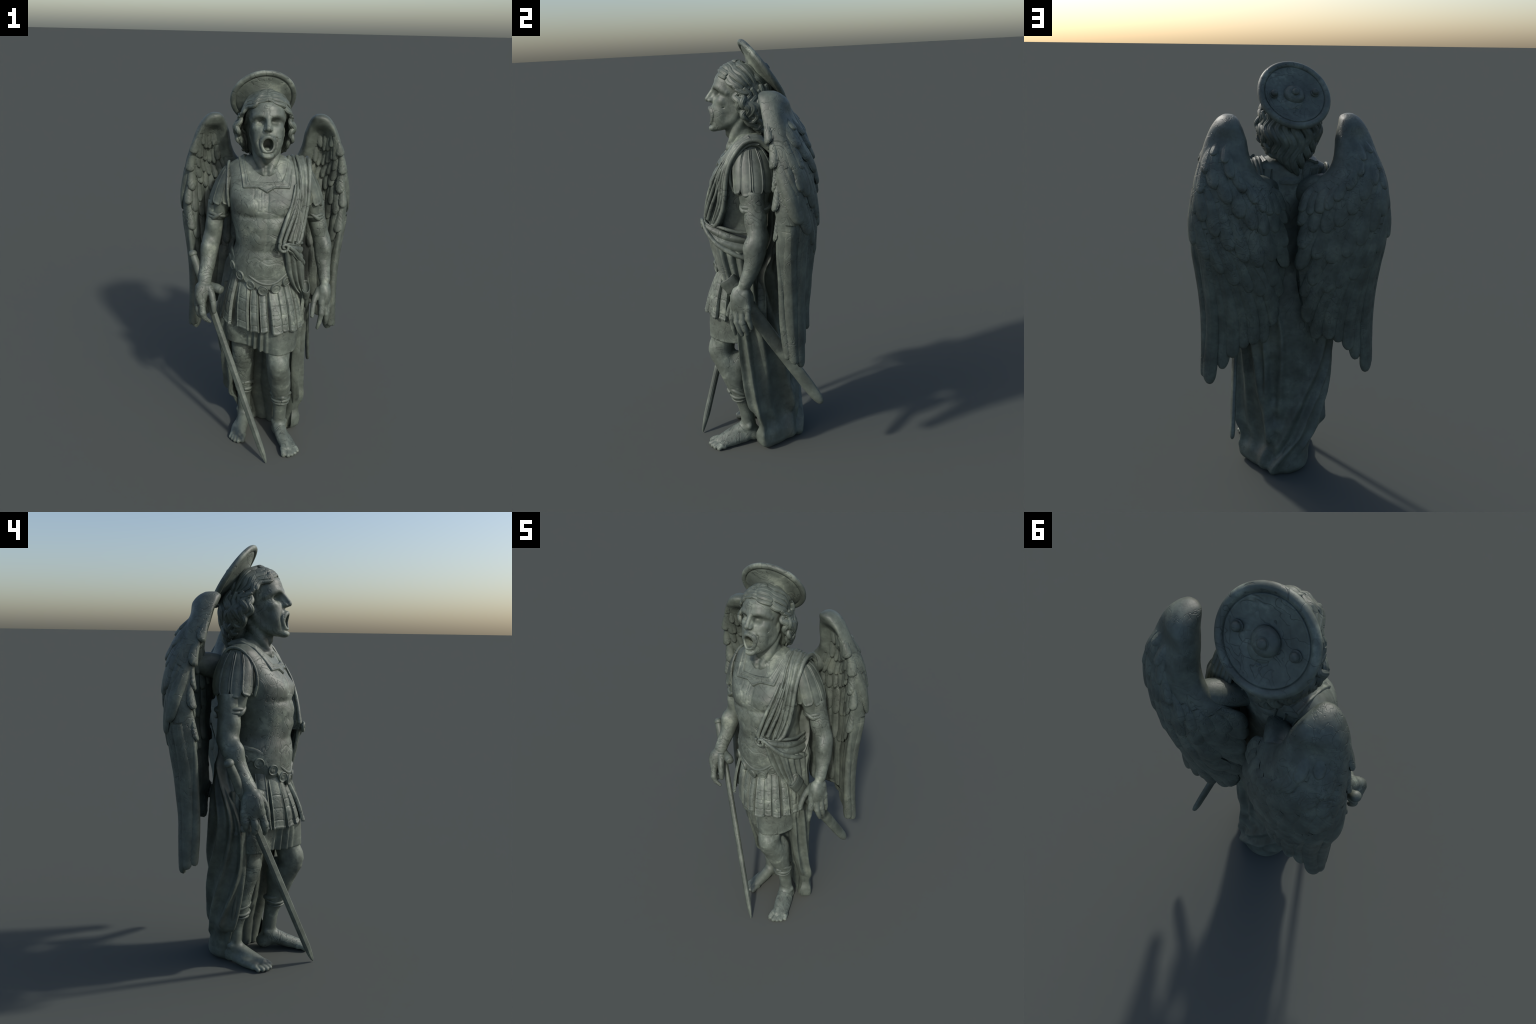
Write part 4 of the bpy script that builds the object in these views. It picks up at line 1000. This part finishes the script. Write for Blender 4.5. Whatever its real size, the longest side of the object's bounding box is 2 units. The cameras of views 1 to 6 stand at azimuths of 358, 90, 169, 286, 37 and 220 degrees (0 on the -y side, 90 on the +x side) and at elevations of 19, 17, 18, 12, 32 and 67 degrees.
def build_cape():
    n, m = 260, 190
    rows = np.stack([spline([(x, y, z) for x, y in p], m) for z, p in CAPE])
    P = np.stack([spline(rows[:, j], n) for j in range(m)], 1)
    N = grid_normals(P)
    if (N * (P - [0, 0, .6])).sum() < 0: N = -N
    z = P[..., 2]; v = np.linspace(0, 1, m)[None] + 0 * z
    # folds as ridges that run along guide lines v(z): rows of (z, v, height, width)
    def ridge(pts, sg=1):
        vz, hh, ww = table(pts, np.clip(z, min(p[0] for p in pts), max(p[0] for p in pts)))
        inside = smoothstep(min(p[0] for p in pts) - .06, min(p[0] for p in pts), z) * smoothstep(max(p[0] for p in pts) + .06, max(p[0] for p in pts), z)
        return sg * hh * np.exp(-((v - vz) / ww)**2) * inside
    h = 0
    h = h + ridge([(1.0, .80, .012, .022), (.70, .74, .014, .022), (.40, .62, .014, .03), (.15, .50, .012, .035)])
    h = h + ridge([(1.0, .88, .012, .020), (.70, .84, .014, .020), (.40, .72, .016, .025), (.15, .60, .014, .03), (.03, .5, .012, .04)])
    h = h + ridge([(1.0, .95, .012, .018), (.70, .92, .014, .018), (.40, .84, .014, .022), (.15, .74, .010, .03)])
    h = h + ridge([(.9, .97, .008, .012), (.5, .97, .012, .015), (.25, .90, .014, .02)])
    h = h + ridge([(1.0, .20, .012, .020), (.70, .26, .014, .025), (.40, .34, .012, .03), (.20, .42, .008, .04)])
    h = h + ridge([(1.0, .12, .014, .020), (.70, .16, .014, .020), (.40, .20, .010, .03), (.1, .24, .003, .04)])
    h = h + ridge([(1.0, .05, .012, .014), (.70, .07, .014, .018), (.40, .09, .012, .02), (.1, .12, .004, .03)])
    h = h + ridge([(.90, .33, .008, .018), (.50, .37, .010, .020), (.20, .41, .006, .03)]) + ridge([(.85, .46, .007, .018), (.50, .47, .009, .022), (.25, .48, .006, .03)])
    h = h + ridge([(.80, .01, .010, .012), (.30, .02, .012, .015), (.02, .03, .010, .02)])
    h = h + ridge([(.35, .44, .010, .05), (.05, .40, .012, .05)]) + ridge([(.60, .40, .006, .05), (.30, .46, .010, .04)], -1)
    h = h * (1 - smoothstep(.26, .18, z) * smoothstep(.10, .04, v))
    up = smoothstep(0.85, 1.05, z)
    h = h + up * 0.010 * np.sin(v * 60 + 2 * z) * (np.abs(v - .5) > .16)
    P = P + N * (2.1 * h - 0.013 * smoothstep(0.0, 0.12, z) + 0.004 * noise(P, 9, 12))[..., None]
    P[..., 2] = np.maximum(P[..., 2], 0.001)
    V, F = shell_mesh(P, 0.010 + 0.012 * smoothstep(0.18, 0.32, z), N)
    add_mesh("cape", V, F, mat=SMOOTH, sharp=60)
    # inner folds that hang between and behind the legs
    lin = [(.90, [(.16, -.02), (.10, .02), (.03, .04), (-.04, .05), (-.11, .06), (-.17, .05), (-.20, .02)]), (.60, [(.17, -.065), (.11, -.02), (.05, .000), (-.01, .020), (-.06, .035), (-.14, .04), (-.195, .000)]),
           (.40, [(.175, -.060), (.12, -.01), (.06, .012), (.00, .035), (-.05, .055), (-.13, .06), (-.190, .010)]),
           (.25, [(.175, -.040), (.12, .005), (.06, .035), (.00, .062), (-.05, .082), (-.13, .08), (-.180, .035)]), (.12, [(.175, -.01), (.13, .02), (.07, .058), (.01, .090), (-.05, .105), (-.10, .10), (-.13, .07)]),
           (.003, [(.160, .005), (.123, .02), (.065, .074), (.022, .106), (-.03, .120), (-.07, .11), (-.09, .09)])]
    rows2 = np.stack([spline([(x, y, z) for x, y in p], 90) for z, p in lin])
    Q = np.stack([spline(rows2[:, j], 120) for j in range(90)], 1)
    M = grid_normals(Q)
    if (M * [0, -1, 0]).sum() < 0: M = -M
    vv = np.linspace(0, 1, 90)[None]
    Q = Q + M * (0.012 * np.abs(np.sin(vv * 17 + 2 * Q[..., 2])) ** .7 - .006 + 0.003 * noise(Q, 12, 77))[..., None]
    Q[..., 2] = np.maximum(Q[..., 2], 0.002)
    V, F = shell_mesh(Q, 0.02, M)
    add_mesh("cape_lining", V, F, mat=SMOOTH, sharp=60)
build_cape()

# ------------------------------------------------------------------ sword
def sword_frame(a, b):
    d = unit(b - a); s = unit(np.cross(d, V3(-0.50, -0.866, 0.0))); return d, s, np.cross(s, d)
SA, SB = V3(-.389, -.002, 1.082), V3(.0145, -.3235, .0035)
sd, ss, sn = sword_frame(SA, SB)
SL = np.linalg.norm(SB - SA)
sword = empty("sword")
def blade_ring(t, w, th, ridge=0.5):
    c = SA + sd * t
    # flattened hexagon with a raised flat
    pts = [(-1, 0), (-.86, .55), (-.50, 1), (.50, 1), (.86, .55), (1, 0), (.86, -.55), (.50, -1), (-.50, -1), (-.86, -.55)]
    return np.stack([c + ss * w * x + sn * th * y for x, y in pts])
ts = np.concatenate([np.linspace(0.19, SL - .10, 40), SL - .10 + .10 * np.sin(np.linspace(0, np.pi / 2, 16))[1:]])
W = np.interp(ts, [0.19, .34, SL - .10, SL - .04, SL - .012, SL], [.0200, .0215, .0190, .0150, .009, .0025])
Tk = np.interp(ts, [0.19, SL - .1, SL], [.0140, .0135, .004])
loft("blade", np.stack([blade_ring(t, w, k) for t, w, k in zip(ts, W, Tk)]), sword, SMOOTH, sharp=28)
axis = lambda t: SA + sd * t
tube("grip", [(*axis(t), r) for t, r in ((.018, .0180), (.05, .0200), (.11, .0210), (.17, .0200), (.20, .0175))], sword, SMOOTH, n=40, m=24)
loft("pommel", lathe([(0, -.004), (.010, -.002), (.0200, .006), (.0228, .014), (.0218, .022), (.0185, .026), (0, .026)], SA, sd, ss, sn, 40, 50), sword, SMOOTH)
gc = axis(0.165); gd = unit(V3(-.240, -.103, .905) - gc)
tube("cross_guard", [(*(gc - gd * .024), .004), (*(gc - gd * .020), .012), (*(gc - gd * .01), .013), (*gc, .014), (*(gc + gd * .03), .015), (*(gc + gd * .055), .017), (*(V3(-.240, -.103, .905)), .0225), (*(V3(-.240, -.103, .905) + gd * .016), .016), (*(V3(-.240, -.103, .905) + gd * .0215), .003)], sword, SMOOTH, n=60, m=24)

# ------------------------------------------------------------------ scabbard
CA, CB = V3(.205, -.118, .930), V3(.287, .304, .300)
cd = unit(CB - CA); cs = unit(np.cross(V3(1, -0.05, 0.05), cd)); cn = np.cross(cd, cs); CL = np.linalg.norm(CB - CA)
scab = empty("scabbard")
def scab_rings(rows, n=60, m=36):
    S = spline([(t, w, k) for t, w, k in rows], n)
    th = np.linspace(0, 2 * np.pi, m, endpoint=False)
    return np.stack([CA + cd * t + cs[None] * (w * np.cos(th))[:, None] + cn[None] * (k * np.sign(np.sin(th)) * np.abs(np.sin(th)) ** .8)[:, None] for t, w, k in S])
loft("scabbard_body", scab_rings([(.05, .031, .014), (.10, .034, .0155), (.30, .034, .0145), (.55, .031, .0130), (.68, .028, .0125), (CL - .03, .022, .012), (CL - .006, .012, .008), (CL, .002, .002)], 90), scab, SMOOTH)
loft("scabbard_throat", scab_rings([(.012, .010, .004), (.006, .030, .012), (-.004, .0365, .0185), (-.006, .040, .0215), (0.0, .0415, .0225), (.035, .0405, .021), (.060, .038, .019), (.063, .034, .016), (.07, .02, .01)], 60), scab, SMOOTH)

# ------------------------------------------------------------------ wings
#  closed section at each height, in (x, y):
#  z, inner edge, back bulge, outer back, outermost, ridge of the leading roll, hollow, ridge of the inner column
WING = [(1.784, (0.246, 0.12), (0.256, 0.14), (0.272, 0.14), (0.286, 0.118), (0.28, 0.098), (0.266, 0.092), (0.253, 0.1)),
        (1.774, (0.232, 0.126), (0.245, 0.16), (0.275, 0.162), (0.306, 0.12), (0.295, 0.084), (0.268, 0.074), (0.24, 0.086)),
        (1.74, (0.214, 0.150), (0.228, 0.192), (0.285, 0.192), (0.337, 0.132), (0.318, 0.078), (0.27, 0.082), (0.226, 0.105)),
        (1.69, (0.197, 0.170), (0.213, 0.218), (0.3, 0.202), (0.367, 0.144), (0.346, 0.084), (0.278, 0.135), (0.210, 0.128)),
        (1.62, (0.186, 0.186), (0.208, 0.248), (0.312, 0.24), (0.394, 0.156), (0.372, 0.099), (0.288, 0.163), (0.200, 0.152)),
        (1.56, (0.164, 0.194), (0.203, 0.27), (0.318, 0.262), (0.415, 0.164), (0.39, 0.114), (0.295, 0.183), (0.186, 0.168)),
        (1.51, (0.120, 0.192), (0.194, 0.286), (0.32, 0.276), (0.429, 0.172), (0.402, 0.123), (0.298, 0.194), (0.160, 0.178)),
        (1.45, (0.065, 0.192), (0.186, 0.302), (0.318, 0.29), (0.44, 0.176), (0.41, 0.128), (0.3, 0.202), (0.138, 0.192)),
        (1.36, (0.046, 0.203), (0.182, 0.31), (0.315, 0.297), (0.446, 0.178), (0.414, 0.128), (0.302, 0.208), (0.125, 0.206)),
        (1.28, (0.038, 0.213), (0.18, 0.311), (0.315, 0.296), (0.447, 0.177), (0.416, 0.125), (0.304, 0.208), (0.12, 0.214)),
        (1.2, (0.03, 0.223), (0.18, 0.308), (0.315, 0.292), (0.444, 0.175), (0.414, 0.124), (0.304, 0.206), (0.115, 0.222)),
        (1.1, (0.032, 0.222), (0.182, 0.294), (0.312, 0.276), (0.43, 0.17), (0.407, 0.121), (0.304, 0.208), (0.115, 0.218)),
        (1.0, (0.045, 0.218), (0.186, 0.28), (0.308, 0.262), (0.417, 0.167), (0.399, 0.125), (0.304, 0.19), (0.12, 0.205)),
        (0.9, (0.065, 0.204), (0.194, 0.266), (0.304, 0.25), (0.409, 0.166), (0.394, 0.127), (0.304, 0.194), (0.135, 0.206)),
        (0.80, (.095, .200), (.200, .252), (.302, .235), (.407, .165), (.392, .128), (.308, .192), (.155, .208)),
        (0.70, (.130, .200), (.220, .243), (.312, .230), (.408, .168), (.391, .134), (.314, .192), (.185, .204)),
        (0.60, (.170, .196), (.250, .234), (.325, .224), (.411, .170), (.392, .146), (.326, .188), (.220, .196)),
        (0.50, (.190, .194), (.260, .224), (.330, .214), (.407, .172), (.392, .155), (.330, .184), (.230, .192))]
# the sword-side wing is set further back than the other one: (z, shift)
SET_BACK = [(0.50, .004), (0.70, .009), (1.00, .014), (1.15, .020), (1.35, .027), (1.50, .023), (1.60, .010), (1.70, .002), (1.80, .0)]
WZ = np.array([w[0] for w in WING][::-1])
NZ = 281
_zf = np.linspace(WZ[0], WZ[-1], NZ)
NS = 160                                   # points round the whole section; half of them on the back
def _section(w):
    w = (w[0], w[1], (w[2][0], w[2][1] - .009), (w[3][0] - .003, w[3][1] - .007), (w[4][0] - .004, w[4][1]), *w[5:]) if w[0] < 1.73 else w
    """Closed smooth section: inner edge -> back -> outermost -> hollow front -> inner edge."""
    c = spline([(*q, 0) for q in w[1:]], 700, closed=True)[:, :2]
    k = int(np.argmin(np.linalg.norm(c - np.array(w[4]), axis=1)))
    def even(a):
        L = np.concatenate([[0], np.cumsum(np.linalg.norm(np.diff(a, axis=0), axis=1))])
        t = np.linspace(0, L[-1], NS // 2 + 1); return np.stack([np.interp(t, L, a[:, q]) for q in (0, 1)], 1)
    return np.vstack([even(c[:k + 1])[:-1], even(np.vstack([c[k:], c[:1]]))[:-1]])
_rows = np.stack([_section(w) for w in WING][::-1])
_tab = np.zeros((NZ, NS, 2))
for _j in range(NS):
    _c = spline(np.column_stack([_rows[:, _j], WZ]), 900); _o = np.argsort(_c[:, 2])
    for _a in range(2): _tab[:, _j, _a] = np.interp(_zf, _c[_o, 2], _c[_o, _a])
def _sample(c, z):
    c = np.asarray(c, float) % 1.0; z = np.asarray(z, float)
    fs = c * NS; fz = np.clip((z - _zf[0]) / (_zf[1] - _zf[0]), 0, NZ - 1)
    j = fs.astype(int) % NS; i = np.clip(fz.astype(int), 0, NZ - 2); a = (fs - np.floor(fs))[..., None]; b = (fz - i)[..., None]
    j2 = (j + 1) % NS
    Q = (_tab[i, j] * (1 - a) + _tab[i, j2] * a) * (1 - b) + (_tab[i + 1, j] * (1 - a) + _tab[i + 1, j2] * a) * b
    return np.concatenate([Q, (z + 0 * Q[..., 0])[..., None]], -1)
wing_back = lambda s, z: _sample(0.5 * np.asarray(s), z)             # s: 0 inner edge .. 1 outermost
wing_inner = lambda s, z: _sample(1.0 - 0.5 * np.asarray(s), z)
_s = np.linspace(0, 1, 97)[None]; _z = np.linspace(1.784, 0.76, 200)[:, None]
PB = wing_back(_s + 0 * _z, _z + 0 * _s); PF = wing_inner(_s + 0 * _z, _z + 0 * _s)
PB[..., 1] -= 0.013 * smoothstep(1.32, 1.12, PB[..., 2]) * np.sin(np.pi * _s) ** .5      # sunk so that the flight feathers stand clear
def s_of_x(x, z):
    s = np.linspace(0, 1.0, 200); return float(np.interp(x, wing_back(s, np.full(200, z))[:, 0], s))

def build_wing(side):
    W = empty("wing")
    def both(name, V, F, mat=PLUME, sharp=None):
        V = V.copy()
        if side > 0:     # the inner vanes of this wing curl in towards the spine
            w = smoothstep(.13, .03, V[:, 0]) * smoothstep(.82, 1.0, V[:, 2]) * smoothstep(1.54, 1.42, V[:, 2])
            V[:, 1] -= 0.055 * w; V[:, 0] -= 0.016 * w
        if side < 0:
            # set back along the leading edge, drawn in towards the spine
            V[:, 1] += table(SET_BACK, np.clip(V[:, 2], .5, 1.8))[0] * (1.6 * smoothstep(.02, .28, V[:, 0]) - 0.6)
            V[:, 1] = np.where(V[:, 1] > .295, .295 + (V[:, 1] - .295) * .60, V[:, 1])
            V[:, 0] = -V[:, 0] - 0.004; F = flip_faces(F)
        add_mesh(name, V, F, W, mat, sharp=sharp)
    ring = np.concatenate([PB, PF[:, ::-1][:, 1:-1]], 1)
    V, F = loft_mesh(ring)
    N = vnormals(V, F)
    V = V + N * (0.0016 * noise(V, 20, 21))[:, None]
    both("wing_arm", V, F)
    # fleshy root that carries the wing from the shoulder blade
    Pr = tube_points([(.045, .075, 1.40, .035), (.085, .105, 1.435, .052), (.120, .145, 1.462, .056), (.160, .190, 1.475, .052), (.195, .225, 1.470, .030)], n=40, m=32)
    Vr, Fr = loft_mesh(Pr + 0.002 * noise(Pr, 18, 60)[..., None])
    both("wing_root", Vr, Fr)
    back = lambda a, b: wing_back(1 - a, b)        # order chosen so plate normals face backwards
    back_n = lambda s, z: (1 - s, z)
    front = lambda a, b: wing_inner(a, b)
    seed = [0]
    def feather(surf, base, tip, width, name="feather", **k):
        seed[0] += 1
        d = dict(thick=0.011, lift=(-0.014, 0.006), tipround=0.34, basew=0.80, rachis=0.0012, barbs=0.0007, nbarb=10, sink=0.010, nu=42, nv=19, seed=seed[0] + (50 if side < 0 else 0), ragged=0.035, soft=2.6, ends=0.14)
        d.update(k)
        V, F = plate(surf, base, tip, width, d.pop('thick'), **d)
        both(name, V, F)
    def row(surf, tips, length, width, lean=0.0, flip=True, jit=1.0, **k):
        for s, z in tips:
            r = np.random.default_rng(int(1000 * s) + int(1000 * z))
            ln = length * (1 + 0.12 * jit * r.uniform(-1, 1)); w = width * (1 + 0.12 * jit * r.uniform(-1, 1))
            b = (s + lean * ln, z + ln)
            kk = dict(k)
            if b[1] > 1.69:          # fade into the smooth shoulder of the wing
                if z > 1.63: continue
                b = (b[0], 1.70); kk['lift'] = (-.024, k.get('lift', (0, .004))[1])
            t = (s, z)
            if flip: b, t = (1 - b[0], b[1]), (1 - t[0], t[1])
            feather(surf, b, t, w, **kk)
    def along(pts, n):
        S = spline([(a, b, 0) for a, b in pts], n); return [(p[0], p[1]) for p in S]
    # ---- back: long flight feathers first, coverts overlap upwards
    prim = [(.056, .965, 1.28, .058), (.080, .832, 1.26, .064), (.125, .742, 1.24, .067), (.178, .752, 1.24, .063), (.225, .733, 1.26, .066), (.275, .690, 1.28, .063), (.322, .625, 1.30, .062), (.376, .546, 1.32, .066)]
    for k, (x, z, zb, w) in enumerate(prim):
        st = s_of_x(x, z); sb = min(s_of_x(x + 0.42 * (zb - z) * (1 - (x - .05) / .34), zb), 0.92)
        feather(back, (1 - sb, zb), (1 - st, z), w, "flight_feather", thick=0.014, lift=(-0.012, -.004 + 0.009 * (k % 2)), tipround=0.10, under=0.012, nu=90, nv=23, nbarb=26, barbs=0.0014, rachis=0.002, ends=.04, ragged=.035, soft=3.0)
    for s0, z0, zt in ((.99, 1.24, .575), (.84, 1.28, .60)):
        feather(back, (1 - s0, z0), (1 - s0 + .02, zt), .070, "flight_feather", thick=0.009, lift=(-0.008, 0.0), tipround=0.10, under=0.012, nu=90, nv=21, nbarb=30, barbs=0.0014, ends=.04, ragged=.035)
    cf = dict(name="covert_feather")
    row(back, along([(.02, 1.10), (.14, 1.03), (.28, 1.00), (.42, 1.03), (.58, 1.08), (.74, 1.16), (.90, 1.24)], 8), .28, .064, lean=.75, nu=60, nbarb=18, tipround=.2, ends=.08, **cf)
    row(back, along([(.05, 1.20), (.20, 1.155), (.35, 1.15), (.50, 1.20), (.65, 1.27), (.80, 1.35)], 7), .22, .070, lean=.6, nu=54, nbarb=14, tipround=.28, ends=.1, **cf)
    row(back, along([(.02, 1.30), (.14, 1.28), (.28, 1.29), (.42, 1.34), (.54, 1.41), (.66, 1.48), (.78, 1.55)], 8), .16, .068, lean=.35, lift=(-.013, .005), **cf)
    row(back, along([(.03, 1.36), (.10, 1.355), (.18, 1.365), (.28, 1.39), (.37, 1.45), (.45, 1.52), (.52, 1.59), (.58, 1.65)], 9), .11, .050, lean=.2, lift=(-.013, .006), nu=32, nbarb=6, **cf)
    row(back, along([(.72, 1.62), (.82, 1.50), (.88, 1.40), (.92, 1.28)], 5), .15, .050, lean=.0, lift=(-.014, .003), **cf)
    # ---- front: leaves along the leading roll, then rows inside the hollow
    ff = dict(flip=False, name="covert_feather")
    for k, (s, z, zb, w) in enumerate([(.28, .80, 1.22, .052), (.40, .775, 1.22, .056), (.52, .75, 1.22, .056), (.64, .72, 1.22, .056), (.74, .66, 1.22, .052)]):
        feather(front, (s + .04, zb), (s, z), w, "flight_feather", thick=.008, lift=(-.013, .003), tipround=.12, nu=80, nv=19, nbarb=22, under=.006, ends=.04)
    row(front, along([(.18, 1.12), (.34, 1.06), (.50, 1.04), (.66, 1.05), (.78, 1.10)], 7), .24, .052, lean=-.1, nu=54, nbarb=14, tipround=.2, ends=.08, **ff)
    row(front, along([(.18, 1.26), (.34, 1.21), (.50, 1.19), (.66, 1.21), (.78, 1.25)], 7), .18, .050, lean=-.1, lift=(-.013, .006), **ff)
    row(front, along([(.14, 1.38), (.28, 1.345), (.42, 1.34), (.56, 1.36), (.70, 1.40)], 8), .12, .042, lean=-.1, lift=(-.013, .008), nu=30, nbarb=6, **ff)
    row(front, along([(.24, 1.455), (.36, 1.42), (.48, 1.425), (.60, 1.45), (.72, 1.49)], 7), .10, .038, lean=-.1, lift=(-.013, .009), nu=30, nbarb=5, **ff)
    row(front, along([(.34, 1.53), (.44, 1.505), (.55, 1.52), (.66, 1.55)], 5), .09, .038, lean=-.1, lift=(-.013, .008), nu=30, nbarb=5, **ff)
    row(front, along([(.40, 1.61), (.52, 1.59), (.64, 1.62)], 4), .09, .038, lean=0, lift=(-.013, .006), nu=30, nbarb=5, **ff)
    row(front, [(.80, 1.575), (.84, 1.475), (.82, 1.37), (.86, 1.295), (.83, 1.155)], .14, .052, lean=0, lift=(-.015, .008), thick=.010, nbarb=7, barbs=.0016, ragged=.05, **ff)
    row(front, [(.70, 1.545), (.72, 1.43), (.71, 1.30)], .13, .046, lean=0, lift=(-.013, .006), nbarb=7, **ff)
    feather(front, (.86, 1.20), (.86, .59), .066, "flight_feather", thick=.010, lift=(-.013, .002), tipround=.1, nu=80, nbarb=26, barbs=.0020, under=.006, ends=.04)
build_wing(1); build_wing(-1)
